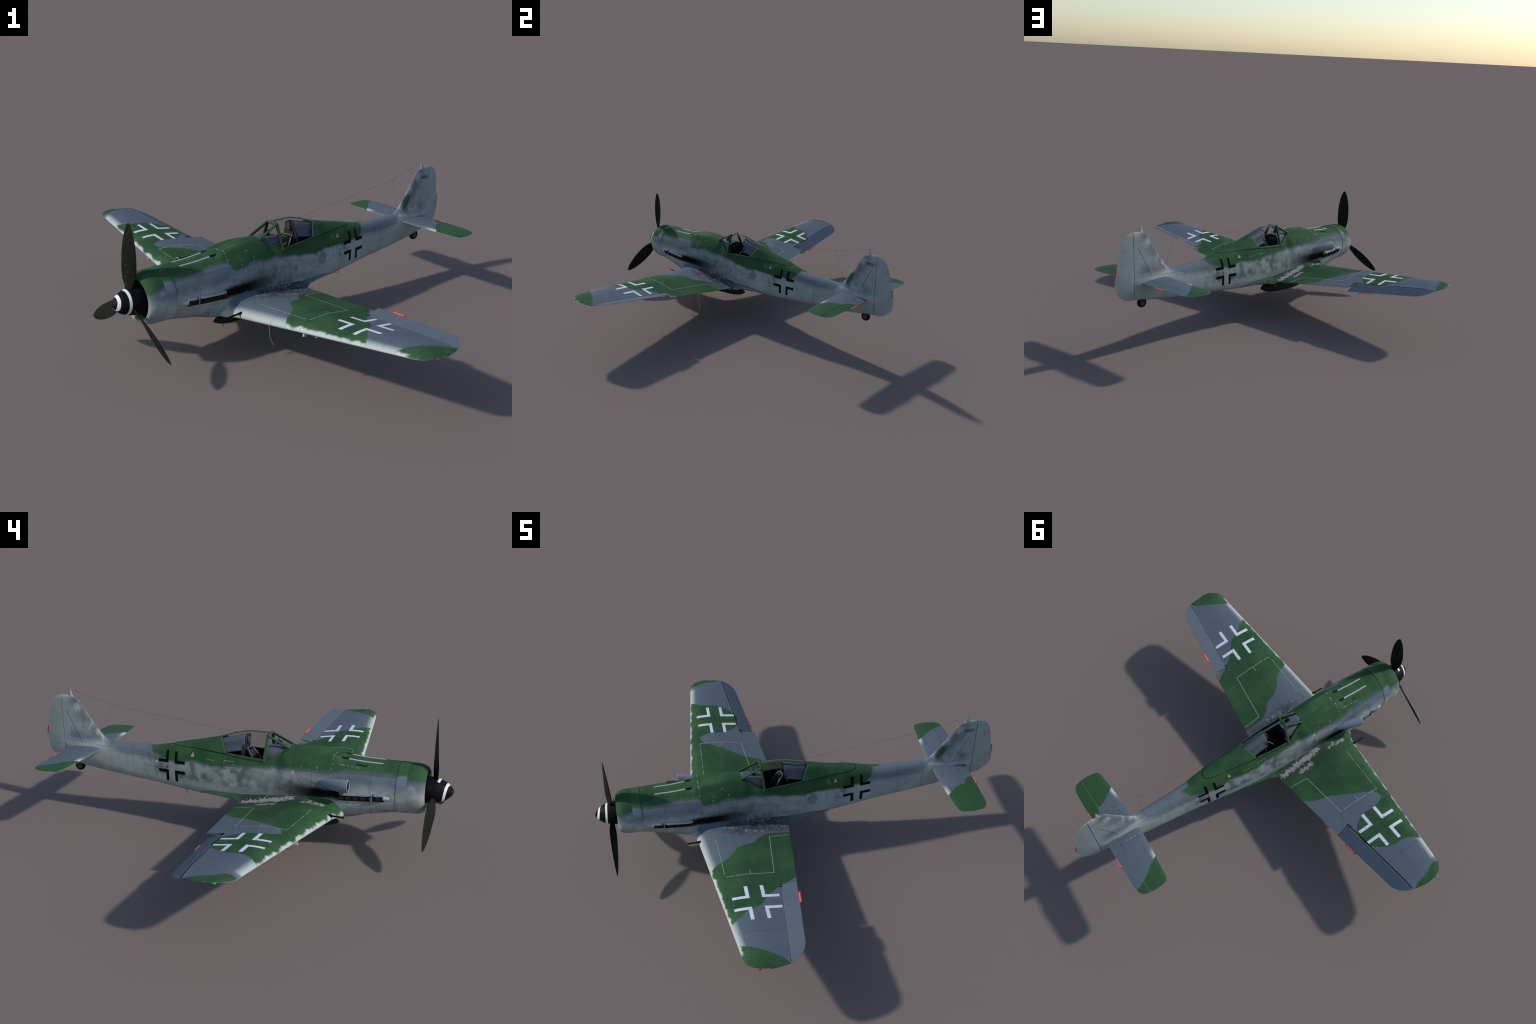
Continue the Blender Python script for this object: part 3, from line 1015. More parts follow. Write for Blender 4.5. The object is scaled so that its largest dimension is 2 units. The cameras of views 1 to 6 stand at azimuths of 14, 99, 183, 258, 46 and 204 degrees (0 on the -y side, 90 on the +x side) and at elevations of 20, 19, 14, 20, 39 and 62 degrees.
# ------------------------------------------------------------------ wings
wl, al = build_wing(1, M["wing"], math.radians(15))
wr, ar = build_wing(-1, M["wing"], math.radians(-19))

# wing root fillets
FT = pchip([-.478, -.46, -.427, -.375, -.255, -.063, .10, .197, .262, .285], [.240, .270, .289, .2865, .277, .263, .248, .2375, .2165, .2048])
FO = pchip([-.478, -.45, -.40, -.2, 0, .034, .060, .10, .197, .26, .285], [.150, .166, .172, .165, .153, .1405, .1285, .1185, .1035, .074, .046])
FOZ = pchip([.034, .060, .10, .197, .26, .285], [.2185, .2265, .2300, .2365, .2150, .2040])
for s, par in ((1, wl), (-1, wr)):
    rings = []
    for y in np.linspace(-.476, .283, 90):
        zt = float(FT(y))
        xo = float(FO(y))
        xf = side_x(y, zt) - .004
        zo = wing_top(xo, y) + .0006 if y < .034 else float(FOZ(y))
        if y < .034:
            zo = min(zo, zt)
        p0, p2 = np.array((xf, zt)), np.array((xo, zo))
        k = max(0.0, min(1.0, (y - .034) / .1))
        p1 = np.array((xf + .010 + .012 * k, zo + .004 + (zt - zo) * .3 * k))
        up = [(1 - q) ** 2 * p0 + 2 * q * (1 - q) * p1 + q * q * p2 for q in np.linspace(0, 1, 12)]
        zb = float(FZB(y))
        low = np.array((.045, zb + .004))
        un = [p2 + (low - p2) * q + np.array((0, -.0015 * math.sin(q * math.pi))) for q in np.linspace(0, 1, 6)[1:]]
        if y < .034:
            un = [np.array((xo - .03 * q, zo - .004 - .02 * q)) for q in np.linspace(0, 1, 6)[1:]]
        rings.append([(s * p[0], y, p[1]) for p in up + un])
    mesh("wing_fillet", *loft(rings, False), M["wing"], par, angle=50)

# cannon barrels in the wing roots
for s, par in ((1, wl), (-1, wr)):
    v1 = tube([(s * .2085, -.40, .2335), (s * .2085, -.470, .2320), (s * .2085, -.4705, .2320), (s * .2085, -.519, .2305)], [.0055, .0055, .0042, .0042], 14)
    mesh("cannon_barrel", *v1, M["gun"], par, angle=40)
    mesh("cannon_port", *ellipsoid((s * .2085, -.452, .2330), (.0068, .010, .0068)), M["dark"], par)

# navigation lamps
for s, par, m in ((1, wl, "lampr"), (-1, wr, "lampg")):
    mesh("navigation_lamp", *ellipsoid((s * 1.1395, -.296, .3400), (.006, .0085, .004)), M[m], par)


def tab(par, p, q, out, nrm, name="trim_tab"):
    """red plate on a trailing edge with a line of lettering"""
    p, q, out, nrm = Vector(p), Vector(q), Vector(out), Vector(nrm).normalized()
    d = (q - p).normalized()
    c = .0018
    ring = [p, q, q + out - d * c, q + out - d * c * 1.8, p + out + d * c * 1.8, p + out + d * c]
    h = nrm * .0009
    v = [a + h for a in ring] + [a - h for a in ring]
    n = len(ring)
    f = [tuple(range(n)), tuple(range(2 * n - 1, n - 1, -1))] + [(i, (i + 1) % n, n + (i + 1) % n, n + i) for i in range(n)]
    ob = mesh(name, v, f, M["red"], par, angle=30)
    # lettering strip of short strokes
    V, F = [], []
    L = (q - p).length
    w = out.normalized()
    rs = random.Random(5)
    u = L * .12
    while u < L * .86:
        k = rs.choice((.0028, .0020, .0034))
        for b0, b1, a0, a1 in ((.28, .74, 0, .0009), (.28, .42, 0, k * .7)):
            c0 = p + d * (u + a0) + w * out.length * b0 + nrm * .0012
            c1 = p + d * (u + a1) + w * out.length * b0 + nrm * .0012
            c2 = p + d * (u + a1) + w * out.length * b1 + nrm * .0012
            c3 = p + d * (u + a0) + w * out.length * b1 + nrm * .0012
            b = len(V)
            V += [c0, c1, c2, c3] + [x - nrm * .0003 for x in (c0, c1, c2, c3)]
            F += [tuple(b + i for i in q4) for q4 in ((0, 1, 2, 3), (7, 6, 5, 4), (0, 4, 5, 1), (1, 5, 6, 2), (2, 6, 7, 3), (3, 7, 4, 0))]
        u += k + .0014
    mesh("tab_lettering", V, F, M["white"], ob, angle=None, weld=0, stuff=True)
    return ob


def ail_te(x, defl):
    le, te = w_le(x), w_te(x)
    u0 = (hinge(x) + .0015 - le) / (te - le)
    a = (np.array(w_point(x, u0, 1)) + np.array(w_point(x, u0, -1))) / 2
    b = np.array(w_point(x, 1.0, 1))
    dy, dz = b[1] - a[1], b[2] - a[2]
    return (x, a[1] + dy * math.cos(defl) - dz * math.sin(defl), a[2] + dy * math.sin(defl) + dz * math.cos(defl) - .0008)


for s, par, df in ((1, al, math.radians(15)), (-1, ar, math.radians(-19))):
    p, q = ail_te(.705, df), ail_te(.785, df)
    o = Vector((0, .0125 * math.cos(df), .0125 * math.sin(df)))
    sh = Vector((0, -.0015, 0))
    tab(par, Vector((s * p[0], p[1], p[2])) + sh, Vector((s * q[0], q[1], q[2])) + sh, o, (0, -math.sin(df), math.cos(df)))

# aileron hinge fairings
for s, par in ((1, wl), (-1, wr)):
    y = hinge(.642)
    mesh("aileron_hinge", *ellipsoid((s * .642, y - .002, wing_top(.642, y) - .0005), (.0024, .014, .0045)), M["seam"], par)

# small fairings and rod under the wing
for x, y in ((.561, -.405), (.609, -.382)):
    mesh("pylon_stub", *combine(box(x, y, w_point(x, .05, -1)[2] - .002, .008, .020, .010), ellipsoid((x, y, w_point(x, .05, -1)[2] - .007), (.0055, .014, .005))), M["pale"], wl)
for x, y in ((-.561, -.405), (-.609, -.382)):
    mesh("pylon_stub", *combine(box(x, y, w_point(-x, .05, -1)[2] - .002, .008, .020, .010), ellipsoid((x, y, w_point(-x, .05, -1)[2] - .007), (.0055, .014, .005))), M["pale"], wr)
rod = [(.187, -.262, .20), (.187, -.261, .15), (.189, -.257, .10), (.191, -.252, .055), (.196, -.244, .030), (.204, -.232, .0085)]
mesh("rod_aerial", *tube(rod, [.0032, .003, .0026, .0022, .002, .0016], 8), M["pale"], wl)

# ------------------------------------------------------------------ tail
ST_LE = lambda x: .8556 + (x - .035) * .066
ST_TL = pchip([.0, .349, .369, .382, .389, .392], [.8530, .8761, .8805, .891, .915, .945])
ST_TT = pchip([.0, .289, .335, .366, .384, .390, .392], [1.0460, 1.0460, 1.0435, 1.0330, 1.010, .978, .950])
SH = lambda x: .9865 - .03 * 0 + (x - .05) * -.004


def st_point(x, y, side):
    le, te = float(ST_TL(x)), float(ST_TT(x))
    c = te - le
    u = min(1, max(0, (y - le) / c))
    yt = 5 * (.105 - .03 * x / .39) * (.2969 * math.sqrt(u) - .126 * u - .3516 * u**2 + .2843 * u**3 - .1026 * u**4)
    cr = min(c, .17)
    fade = math.sqrt(max(.03, 1 - max(0, (x - .34) / .0525) ** 2))
    return (x, y, .3772 - .012 * x + side * (yt * cr * fade + .0006))


def build_tailplane(s):
    xs = np.concatenate([np.linspace(0, .34, 24), .34 + .052 * np.sin(np.linspace(0, 1, 16)[1:] * math.pi / 2)])
    A, B = [], []
    for x in xs:
        le, te, h = float(ST_TL(x)), float(ST_TT(x)), SH(x)
        h = min(max(h, le + .002), te - .002)
        ys = le + (h - le) * (1 - np.cos(np.linspace(0, 1, 20) * math.pi / 2))
        A.append([st_point(x, y, 1) for y in ys[::-1]] + [st_point(x, y, -1) for y in ys[1:]])
        ys = h + .0022 + (te - h - .0022) * np.linspace(0, 1, 12)
        if x > .018:
            B.append([st_point(x, y, 1) for y in ys[::-1]] + [st_point(x, y, -1) for y in ys])
    v, f = loft(A, True, True, True)
    tp = mesh("tailplane", mirror(v, s), f, M["tail"], angle=35)
    v, f = loft(B, True, True, True)
    el = mesh("elevator", mirror(v, s), f, M["tail"], tp, angle=35)
    tab(el, (s * .124, 1.043, .3755), (s * .197, 1.043, .3748), (0, .0095, 0), (0, 0, 1))
    return tp


build_tailplane(1)
build_tailplane(-1)

# fin: horizontal sections stacked upward
FLE = pchip([.36, .405, .418, .428, .440, .460, .487, .524, .590, .622, .633, .640, .646, .650, .6525], [.80, .80, .815, .832, .848, .866, .885, .913, .957, .977, .986, .998, 1.017, 1.038, 1.062])
RTE = pchip([.2865, .291, .2965, .3035, .324, .352, .397, .485, .576, .626, .640, .647, .650, .6525], [1.105, 1.126, 1.139, 1.151, 1.179, 1.200, 1.205, 1.189, 1.170, 1.144, 1.127, 1.110, 1.096, 1.086])
HTH = pchip([.286, .292, .31, .34, .38, .45, .55, .615, .635, .647, .6525], [.004, .009, .0150, .0185, .0195, .0155, .0120, .0085, .0065, .0035, .0008])
HY = 1.086
rings = []
for z in np.concatenate([np.linspace(.37, .60, 36), .60 + .0524 * np.sin(np.linspace(0, 1, 18)[1:] * math.pi / 2)]):
    le, h = float(FLE(z)), float(HTH(z))
    w = [(le + (HY - .0015 - le) * (1 - math.cos(a)), a) for a in np.linspace(0, math.pi / 2, 24)]
    flare = 1 + max(0, (.455 - z) / .06) ** 2 * .12
    prt = []
    for y, a in w:
        u = (y - le) / (HY - le)
        sh = 1.38 * math.sqrt(max(0, 1 - (1 - min(1, u / .5)) ** 2)) if u < .5 else 1.38 - .38 * ((u - .5) / .5) ** 1.5
        prt.append((h * sh * (flare if u < .98 else 1), y, z))
    rings.append(prt[::-1] + [(-x, y, zz) for x, y, zz in prt[1:]])
fin = mesh("tail_fin", *loft(rings, True, False, True), M["fus"], angle=40)
rings = []
for z in np.concatenate([.2867 + .02 * (1 - np.cos(np.linspace(0, 1, 10) * math.pi / 2)), np.linspace(.31, .60, 34), .60 + .0522 * np.sin(np.linspace(0, 1, 18)[1:] * math.pi / 2)]):
    te, h = float(RTE(z)), float(HTH(z))
    prt = [(max(.0006, h * (1 - ((y - HY) / (te - HY)) ** 1.25)), y, z) for y in HY + .0015 + (te - HY - .0015) * np.linspace(0, 1, 16)]
    rings.append(prt[::-1] + [(-x, y, zz) for x, y, zz in prt])
rud = mesh("rudder", *loft(rings, True, True, True), M["fus"], fin, angle=40)
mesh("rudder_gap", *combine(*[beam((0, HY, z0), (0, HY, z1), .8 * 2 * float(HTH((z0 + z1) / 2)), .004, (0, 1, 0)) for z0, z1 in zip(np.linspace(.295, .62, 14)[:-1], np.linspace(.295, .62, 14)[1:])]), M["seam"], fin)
tab(rud, (0, 1.1985, .427), (0, 1.1905, .473), (0, .0075, .0012), (1, 0, 0))
mesh("rudder_fitting", *combine(tube([(.003, 1.199, .388), (.003, 1.210, .388)], .0015, 8), tube([(-.004, 1.199, .381), (-.004, 1.209, .381)], .0015, 8)), M["pale"], rud)
# aerial stub on the fin
rings = []
for z, y0, y1, w in ((.640, 1.008, 1.048, .009), (.648, 1.013, 1.043, .0075), (.654, 1.0175, 1.0385, .0062), (.665, 1.0205, 1.0345, .0050), (.678, 1.0225, 1.0310, .0038), (.6850, 1.0238, 1.0292, .0024), (.6862, 1.0255, 1.0275, .0008)):
    rings.append([((w / 2) * math.sin(a), (y0 + y1) / 2 - (y1 - y0) / 2 * math.cos(a), z) for a in np.linspace(0, 2 * math.pi, 14, endpoint=False)])
mesh("antenna_mast", *loft(rings, True, True, True), M["pale"], fin, angle=50)
wire = combine(tube([(0, .088, .5255), (0, .778, .6152), (0, 1.024, .682)], .0005, 6), tube([(0, .778, .6152), (0, .845, .432)], .0004, 6))
mesh("antenna_wire", *wire, M["wire"], angle=None)

# serial number on the port side of the fin
cu = bpy.data.curves.new("serial_number", "FONT")
cu.body = "350253"
cu.size = .0255
cu.extrude = .0003
cu.space_character = .92
tmp = bpy.data.objects.new("serial_tmp", cu)
bpy.context.scene.collection.objects.link(tmp)
dg = bpy.context.evaluated_depsgraph_get()
me = bpy.data.meshes.new_from_object(tmp.evaluated_get(dg))
bpy.data.objects.remove(tmp)
for vtx in me.vertices:
    u, w, d = vtx.co
    y, z = 1.012 + u * .88, .589 + w
    u1 = (y - float(FLE(z))) / (HY - float(FLE(z)))
    h = float(HTH(z)) * (1.38 * math.sqrt(max(0, 1 - (1 - min(1, u1 / .5)) ** 2)) if u1 < .5 else 1.38 - .38 * ((u1 - .5) / .5) ** 1.5) + .0003
    vtx.co = (h + .0004 + d, y, z)
me.materials.clear()
link("serial_number", me, M["ink"], fin, None)

# ------------------------------------------------------------------ tail wheel
WC = Vector((0, 1.018, .2612))
rings = []
for a in np.linspace(0, 2 * math.pi, 40, endpoint=False):
    rings.append([(WC.x + w, WC.y + r * math.cos(a), WC.z + r * math.sin(a)) for w, r in
                  ((.0035, .0135), (.0095, .0155), (.0115, .0195), (.0105, .0240), (.007, .0268), (.0025, .0276), (-.0025, .0276), (-.007, .0268), (-.0105, .0240), (-.0115, .0195), (-.0095, .0155), (-.0035, .0135))])
rings.append(rings[0])
wheel = mesh("tail_wheel", *loft(rings, True), M["rubber"], angle=50)
hubp = [(-.0085, .001), (-.0085, .0045), (-.0070, .0075), (-.006, .0115), (-.0085, .0148), (.0085, .0148), (.006, .0115), (.0070, .0075), (.0085, .0045), (.0085, .001)]
mesh("wheel_hub", *loft([[(x, WC.y + r * math.cos(a), WC.z + r * math.sin(a)) for a in np.linspace(0, 2 * math.pi, 24, endpoint=False)] for x, r in hubp], True, True, True), M["hub"], wheel, angle=30)
mesh("tail_wheel_fork", *combine(beam((.0125, 1.018, .261), (.011, 1.0, .30), .003, .009, (0, 1, 0)), beam((-.0125, 1.018, .261), (-.011, 1.0, .30), .003, .009, (0, 1, 0))), M["armour"], wheel)

# ------------------------------------------------------------------ canopy
ca = cut_angle
e_ang = lambda y: cut_angle(y)
m_ang = lambda y: math.pi - cut_angle(y)


def hood_rows(front):
    """rows of the hood skin: front = glazed part, else metal rear part"""
    NA = 49
    ny = 30
    out = []
    for i in range(ny):
        row = []
        for j in range(NA):
            t = j / (NA - 1)
            y = .14
            for _ in range(12):  # where the oblique rear edge of the glass crosses this line of the skin
                a = e_ang(y) + (m_ang(y) - e_ang(y)) * t
                s = 1 if a <= math.pi / 2 else -1
                x, z = sect(y, a if s > 0 else math.pi - a)
                y = glass_edge(z)
            y0, y1 = (HOOD0 - .004, y) if front else (y, HOOD1)
            yy = y0 + (y1 - y0) * i / (ny - 1)
            a = e_ang(yy) + (m_ang(yy) - e_ang(yy)) * t
            s = 1 if a <= math.pi / 2 else -1
            x, z = sect(yy, a if s > 0 else math.pi - a)
            row.append((s * x, yy, z))
        out.append(row)
    return out


def solid(ob, th, off=-1.0):
    m = ob.modifiers.new("thickness", "SOLIDIFY")
    m.thickness = th
    m.offset = off
    return ob


hood = mesh("canopy_hood", *loft(hood_rows(False), False), M["fus"], angle=50)
solid(hood, .0022)
glass = mesh("hood_glass", *loft(hood_rows(True), False), M["glass"], hood, angle=50)
solid(glass, .0010)
# lower rail with screws, top spine, dark seal line
parts = []
for s in (1, -1):
    rail = strip_on_section(HOOD0 - .004, .122, lambda y: e_ang(y) - .012, lambda y: e_ang(y) + .034, 5, 26, .0012)
    v, f = loft(rail, False)
    parts.append((mirror(v, s), f))
spine = strip_on_section(HOOD0, .170, lambda y: math.pi / 2 - .055, lambda y: math.pi / 2 + .055, 7, 26, .0011)
parts.append(loft(spine, False))
rails = mesh("hood_rail", *combine(*parts), M["greenf"], hood, angle=40)
solid(rails, .0025)
parts = []
for s in (1, -1):
    line = []
    for y in np.linspace(HOOD0 - .004, .4285, 70):
        x, z = sect(y, e_ang(y))
        line.append((s * x, y, z))
    parts.append(tube(line, .0013, 6))
    # sill of the windscreen
    line = []
    for y in np.linspace(WS0, HOOD0 - .002, 16):
        x, z = sect(y, e_ang(y))
        line.append((s * (x + .0005), y, z))
    parts.append(tube(line, .0013, 6))
mesh("canopy_seal", *combine(*parts), M["seam"], hood, angle=None)
V, F = [], []
for s in (1, -1):
    for y in np.linspace(-.062, .125, 15):
        x, z = sect(y, e_ang(y) + .016)
        p = ellipsoid((s * (x + .0014), y, z), (.0010, .0016, .0016), 8, 5)
        V, F = combine((V, F), p)
mesh("rail_screws", V, F, M["seam"], hood, angle=None, stuff=True)
mesh("wire_anchor", *ellipsoid((0, .085, .5255), (.0025, .006, .0035)), M["greenf"], hood)

# windscreen of flat armoured panes
xa, za = sect(WS0, e_ang(WS0))
xb, zb_ = sect(HOOD0, e_ang(HOOD0))
A = Vector((xa, WS0, za)); B = Vector((xb, HOOD0, zb_)); C = Vector((.0315, -.0925, .5315))
fl = lambda p: Vector((-p.x, p.y, p.z))
nf = (C - A).cross(fl(A) - A).normalized()
ns = (B - A).cross(C - A).normalized()
arch_mid = Vector((0, -.0925, .536))
parts = [beam(A, fl(A), .006, .006, nf), beam(A, C, .0105, .009, nf + ns), beam(fl(A), fl(C), .0105, .009, nf + fl(ns)),
         beam(C, fl(C), .012, .010, (0, .3, 1)), beam(B, C, .0135, .007, ns), beam(fl(B), fl(C), .0135, .007, fl(ns)),
         beam(A, B, .011, .006, ns), beam(fl(A), fl(B), .011, .006, fl(ns))]
wsf = mesh("windscreen_frame", *combine(*parts), M["greenf"], angle=30, weld=0)
fr = mesh("windscreen_lining", *combine(*[beam(p - n * .006, q - n * .006, w, .005, n) for p, q, w, n in (
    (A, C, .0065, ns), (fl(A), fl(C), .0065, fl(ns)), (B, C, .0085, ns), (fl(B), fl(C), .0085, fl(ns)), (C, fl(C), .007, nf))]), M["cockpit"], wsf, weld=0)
th = .0012


def pane(pts, n):
    n = Vector(n).normalized() * th
    pts = [Vector(p) for p in pts]
    k = len(pts)
    return pts + [p - n for p in pts], [tuple(range(k)), tuple(range(2 * k - 1, k - 1, -1))] + [(i, (i + 1) % k, k + (i + 1) % k, k + i) for i in range(k)]


mesh("windscreen_pane", *combine(pane([A, fl(A), fl(C), C], nf), pane([A, B, C], ns), pane([fl(A), fl(C), fl(B)], fl(ns))), M["glass"], wsf, angle=None, weld=0)

# ------------------------------------------------------------------ cockpit
rings = []
for y in np.linspace(-.21, .37, 50):
    yy = max(WS0, float(y))
    tc = cut_angle(yy)
    r = []
    for a in np.linspace(-1.25, tc, 26):
        x, z = sect(yy, a)
        r.append((max(0, x - .004), y, max(z, .268) - .0012))
    rings.append(r[::-1] + [(-p[0], p[1], p[2]) for p in r])
vv, ff = loft(rings, False)
n = len(rings[0])
ff.append(tuple(range(n))); ff.append(tuple((len(rings) - 1) * n + j for j in range(n)))
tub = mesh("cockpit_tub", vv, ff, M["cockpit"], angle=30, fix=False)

# instrument coaming
rings = []
for y in np.linspace(-.2015, -.088, 14):
    t = (y + .2015) / .1135
    hwid = (.031 + .024 * min(1, t * 1.5))
    zt = .4865 - .010 * t
    r = []
    for a in np.linspace(0, math.pi, 22):
        c, s = math.cos(a), math.sin(a)
        r.append((hwid * math.copysign(abs(c) ** .62, c), y + .012 * (1 - s) * t, zt - (.07 * (1 - abs(s) ** .62))))
    rings.append(r)
coam = mesh("instrument_coaming", *loft(rings, False), M["deck"], angle=50)
vv = [(x, y + .0005, z) for x, y, z in rings[-1]]
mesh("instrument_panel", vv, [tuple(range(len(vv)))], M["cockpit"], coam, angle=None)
dial = []
for i, (x, z) in enumerate([(-.028, .452), (-.010, .455), (.010, .455), (.028, .452), (-.02, .436), (0, .437), (.02, .436)]):
    dial.append(tube([(x, -.089, z), (x, -.0805, z)], .0072, 14))
mesh("instrument_dials", *combine(*dial), M["armour"], coam, angle=30, stuff=True)
mesh("gun_sight", *combine(box(.012, -.135, .484, .016, .022, .014), box(.012, -.131, .500, .012, .0015, .018), tube([(.012, -.146, .492), (.012, -.128, .492)], .006, 12)), M["gun"], coam, angle=30)

# rear deck, armour plate and headrest
rings = []
for y in np.linspace(.030, .200, 18):
    t = (y - .030) / .17
    zt = .5215 - .235 * (y - .03)
    zl = .4500 - .030 * t
    wid = .0310 + .006 * t
    r = []
    for a in np.linspace(0, math.pi, 25):
        c, s = math.cos(a), math.sin(a)
        r.append((wid * c, y, zt - .030 + .030 * s))
    sk = [(wid + .002, y, zt - .05), (wid + .010 + .006 * t, y + .004, zl + .008), (wid + .016 + .006 * t, y + .008, zl)]
    r = sk[::-1] + r + [(-p[0], p[1], p[2]) for p in sk]
    rings.append(r)
deck = mesh("rear_deck", *loft(rings, False), M["deck"], angle=60)
solid(deck, .002)


def plate(outline, y0, tilt, th):
    f0 = [(x, y0 + (.522 - z) * tilt, z) for x, z in outline]
    f1 = [(x, y0 + th + (.522 - z) * tilt, z) for x, z in outline]
    k = len(f0)
    return f0 + f1, [tuple(range(k)), tuple(range(2 * k - 1, k - 1, -1))] + [(i, (i + 1) % k, k + (i + 1) % k, k + i) for i in range(k)]


o = [(.0305 * math.cos(a), .492 + .031 * math.sin(a)) for a in np.linspace(0, math.pi, 21)] + [(-.032, .478), (-.043, .463), (-.046, .395), (.046, .395), (.043, .463), (.032, .478)]
arm = mesh("armour_plate", *plate(o, .0165, .22, .012), M["armour"], angle=30)
mesh("headrest", *ellipsoid((0, .0200, .4935), (.0155, .007, .0215)), M["leather"], arm)

# bucket seat with straps
rings = []
for z, yb, w, dp in ((.335, .012, .036, .05), (.36, .012, .038, .05), (.40, .018, .038, .040), (.43, .026, .036, .028), (.455, .032, .026, .014)):
    rings.append([(w * math.sin(a), yb - dp * (1 - math.cos(a)) * .9 - .006, z - .006) for a in np.linspace(-1.5, 1.5, 21)])
M["seat"] = plain("seat_grey", (.040, .044, .052), .6)
seat = mesh("pilot_seat", *loft(rings, False), M["seat"], angle=50)
solid(seat, .002)
edge = [r[0] for r in rings] + list(rings[-1]) + [r[-1] for r in rings[::-1]]
mesh("seat_rim", *tube(edge, .0015, 8), M["rimlight"], seat)
st = []
for x in (-.012, .012):
    st.append(beam((x, .026, .446), (x * 1.2, .008, .394), .007, .002, (0, 1, 0)))
    st.append(beam((x * 1.2, .008, .394), (x * .4, -.004, .359), .007, .002, (0, 1, .4)))
mesh("shoulder_straps", *combine(*st), M["straps"], seat)
mesh("control_column", *tube([(0, -.075, .21), (0, -.065, .33), (0, -.058, .375)], [.004, .004, .006], 10), M["gun"], tub)
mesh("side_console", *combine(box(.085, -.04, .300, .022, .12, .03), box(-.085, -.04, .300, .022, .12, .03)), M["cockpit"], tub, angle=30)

# ------------------------------------------------------------------ nose guns on the decking
for s in (1, -1):
    pts, rr = [], []
    for y in np.linspace(-.660, -.492, 20):
        t = (y + .660) / .168
        x = .0285 + .002 * t
        z = sect(y, math.acos(min(1, (x / float(FHW(y))) ** (float(FNU(y)) / 2))))[1]
        pts.append((s * x, y, z - .0022))
        rr.append(.0048 * min(1, math.sqrt(max(.05, 1 - (1 - min(1, t / .12)) ** 2))))
    tr = mesh("gun_trough", *tube(pts, rr, 12), M["trough"], angle=50)
    zg = pts[-1][2]
    mesh("gun_muzzle", *combine(tube([(s * .0305, -.494, zg + .001), (s * .0315, -.452, zg + .0045)], .0055, 12), box(s * .0345, -.471, zg + .0035, .007, .026, .006)), M["gun"], tr, angle=40)
# teardrop bulge on the starboard decking
zb2 = .4535
rings = []
for u in np.linspace(0, 1, 16):
    y = -.588 + .052 * u
    r = .0095 * (max(.02, 1 - u**1.6)) ** .5 if u > .1 else .0095
    zc = sect(y, math.acos(min(1, (.058 / float(FHW(y))) ** (float(FNU(y)) / 2))))[1]
    rings.append([(-.058 + r * math.cos(a), y, zc + .0025 + r * .85 * math.sin(a)) for a in np.linspace(0, 2 * math.pi, 16, endpoint=False)])
bl2 = mesh("teardrop_fairing", *loft(rings, True, False, True), M["greenf"], angle=50)
mesh("fairing_mouth", *loft([[(p[0], p[1] + .001, p[2]) for p in rings[0]]], True, True), M["dark"], bl2, angle=None)

# ------------------------------------------------------------------ supercharger scoop (starboard)
rings = []
SCX, SCZ = -.1620, .3660
for u in np.linspace(0, 1, 30):
    y = -.522 + .157 * u
    k = max(0, 1 - u**2.3)
    rv = .0035 + .0278 * k ** .8
    rh = .0035 + .0225 * k ** .7
    cx = SCX + .0440 * u**1.35
    cz = SCZ - .010 * u
    rings.append([(cx + rh * math.cos(a), y, cz + rv * math.sin(a)) for a in np.linspace(0, 2 * math.pi, 36, endpoint=False)])


def scoop_ring(k, y):
    return [(SCX + (p[0] - SCX) * k, y, SCZ + (p[2] - SCZ) * k) for p in rings[0]]


lip = [scoop_ring(k, y) for k, y in ((.97, -.5250), (.92, -.5262), (.86, -.5255), (.82, -.5220), (.80, -.515))]
scoop = mesh("air_scoop", *loft(lip[::-1] + rings, True, False, True), M["grey"], angle=60)
mesh("scoop_throat", *loft([scoop_ring(.815, -.5215), scoop_ring(.79, -.512), scoop_ring(.74, -.495)], True, False, True), M["dark"], scoop)

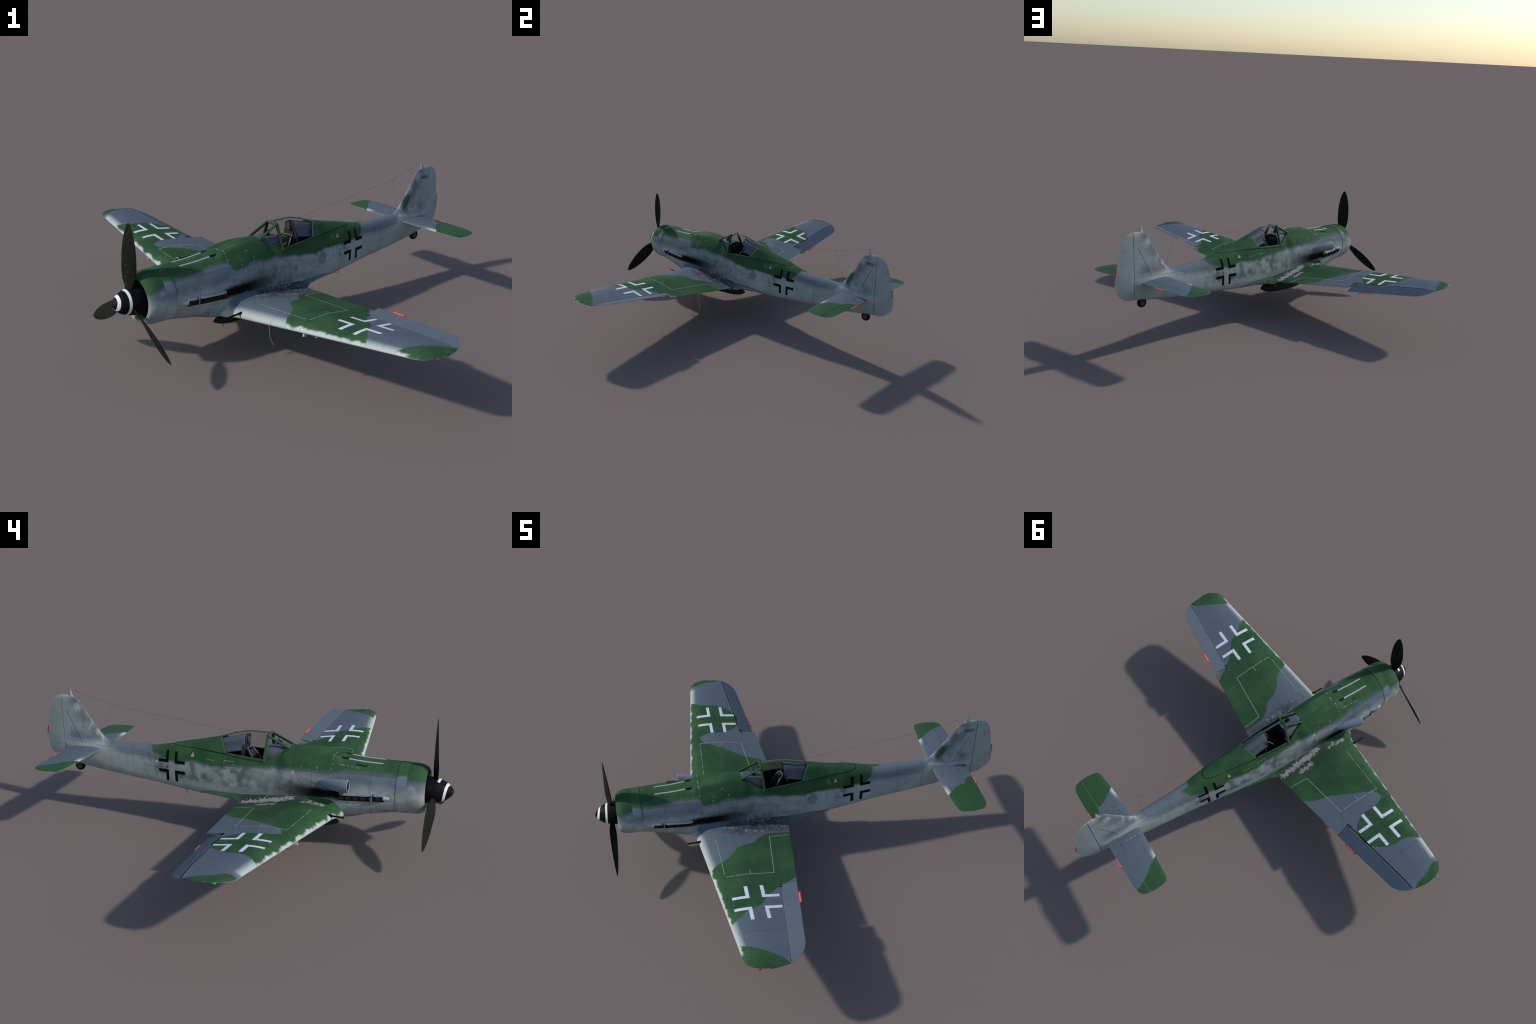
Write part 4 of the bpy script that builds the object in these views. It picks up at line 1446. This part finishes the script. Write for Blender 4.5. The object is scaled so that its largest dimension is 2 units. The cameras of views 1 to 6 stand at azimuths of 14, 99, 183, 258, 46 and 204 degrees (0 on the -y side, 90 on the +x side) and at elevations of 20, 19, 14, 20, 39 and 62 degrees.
# ------------------------------------------------------------------ exhausts
for s in (1, -1):
    def sx(y, z):
        return side_x(y, z)
    # dark slot
    rr = []
    for y in np.linspace(-.682, -.474, 14):
        r = []
        zc = .3100 - .028 * (y + .68) / .205 * .35
        for z in np.linspace(zc - .0165, zc + .0115, 5):
            r.append((s * (sx(y, z) + .0022), y, z))
        rr.append(r)
    slot = mesh("exhaust_slot", *loft(rr, False), M["dark"], angle=50)
    V, F = [], []
    for i in range(6):
        y0 = -.676 + i * .0338 + (.004 if i > 1 else 0)
        zc = .3090 - .028 * (y0 + .68) / .205 * .35
        xs_ = sx(y0, zc)
        rings = []
        for u in np.linspace(0, 1, 6):
            y = y0 + .029 * u
            o = .001 + .0085 * u
            rings.append([(s * (sx(y, zc) + o - .003 + .0042 * math.cos(a)), y, zc - .0035 + .0108 * math.sin(a) * (1 - .15 * u)) for a in np.linspace(0, 2 * math.pi, 14, endpoint=False)])
        st = mesh("exhaust_stub", *loft(rings, True, True, True), M["rust"], slot, angle=40)
    # cover lips above, in two lengths
    for ya, yb in ((-.682, -.632), (-.618, -.476)):
        rr = []
        for y in np.linspace(ya, yb, 12):
            zc = .3100 - .028 * (y + .68) / .205 * .35 + .0105
            e = min(1, min(y - ya, yb - y) / .008 + .45)
            rr.append([(s * (sx(y, zc + .011) - .001), y, zc + .012), (s * (sx(y, zc + .007) + .0045 * e), y, zc + .0080), (s * (sx(y, zc) + .0095 * e), y, zc + .0005), (s * (sx(y, zc) - .001), y, zc - .0015)])
        mesh("exhaust_cover", *loft(rr, True, True, True), M["grey"], slot, angle=50)
    zc = .3085
    mesh("exhaust_divider", *beam((s * (sx(-.625, zc) + .004), -.625, zc - .0165), (s * (sx(-.625, zc) + .004), -.625, zc + .0125), .0055, .008, (s, 0, 0)), M["grey"], slot)
    rings = []
    for u in np.linspace(0, 1, 12):
        y = -.708 + .030 * u
        k = math.sqrt(max(.01, 1 - (1 - u) ** 2))
        rings.append([(s * (sx(y, .311) - .001 + .0095 * k * math.cos(a)), y, .3105 + .0115 * k * math.sin(a)) for a in np.linspace(0, 2 * math.pi, 16, endpoint=False)])
    mesh("exhaust_fairing", *loft(rings, True, False, True), M["pale"], slot, angle=50)

# ------------------------------------------------------------------ belly store
prof = [(-.436, .0012), (-.430, .0065), (-.418, .0130), (-.400, .0205), (-.370, .0290), (-.330, .0345), (-.28, .0372), (-.22, .0378), (-.15, .0368), (-.10, .0340), (-.06, .0285), (-.03, .0205), (-.01, .0115), (.0, .0055), (.004, .001)]
rings = []
for y, r in prof:
    zc = .111 + (y + .436) * .058
    rings.append([(r * 1.02 * math.sin(a), y, zc + r * math.cos(a)) for a in np.linspace(0, 2 * math.pi, 40, endpoint=False)])
bomb = mesh("drop_bomb", *loft(rings, True, True, True), M["bomb"], angle=50)
mesh("bomb_rack", *loft([[(a * w, y, z) for a, z in ((-1, z0), (1, z0), (1, z1), (-1, z1))] for y, w, z0, z1 in ((-.26, .008, .150, .185), (-.24, .012, .145, .185), (-.07, .012, .151, .195), (-.055, .006, .165, .196))], True, True, True), M["pale"], bomb, angle=30)
br = []
for s in (1, -1):
    for y in (-.10, -.235):
        br.append(beam((s * .012, y, .175), (s * .034, y - .01, .136), .004, .012, (0, 1, 0)))
mesh("sway_brace", *combine(*br), M["pale"], bomb)
pins = []
for y, x in ((-.382, .012), (-.372, -.010), (-.30, .014), (-.292, -.012), (-.095, .012), (-.085, -.012), (-.05, .008), (-.042, -.008)):
    zc = .111 + (y + .436) * .058
    rr = float(np.interp(y, [p[0] for p in prof], [p[1] for p in prof]))
    pins.append(tube([(x, y, zc - rr * .85), (x, y, zc - rr - .018)], .0007, 6))
mesh("hanging_pins", *combine(*pins), M["gun"], bomb, angle=None, stuff=True)
# direction-finding loop and whip under the rear fuselage
loop = [(.0075 * 0 + .0125 * math.sin(a), .383 + .012 * math.sin(a) * .9, .190 - .021 * math.cos(a)) for a in np.linspace(0, 2 * math.pi, 33)]
mesh("loop_aerial", *tube(loop, .0010, 6, False), M["gun"], angle=None)
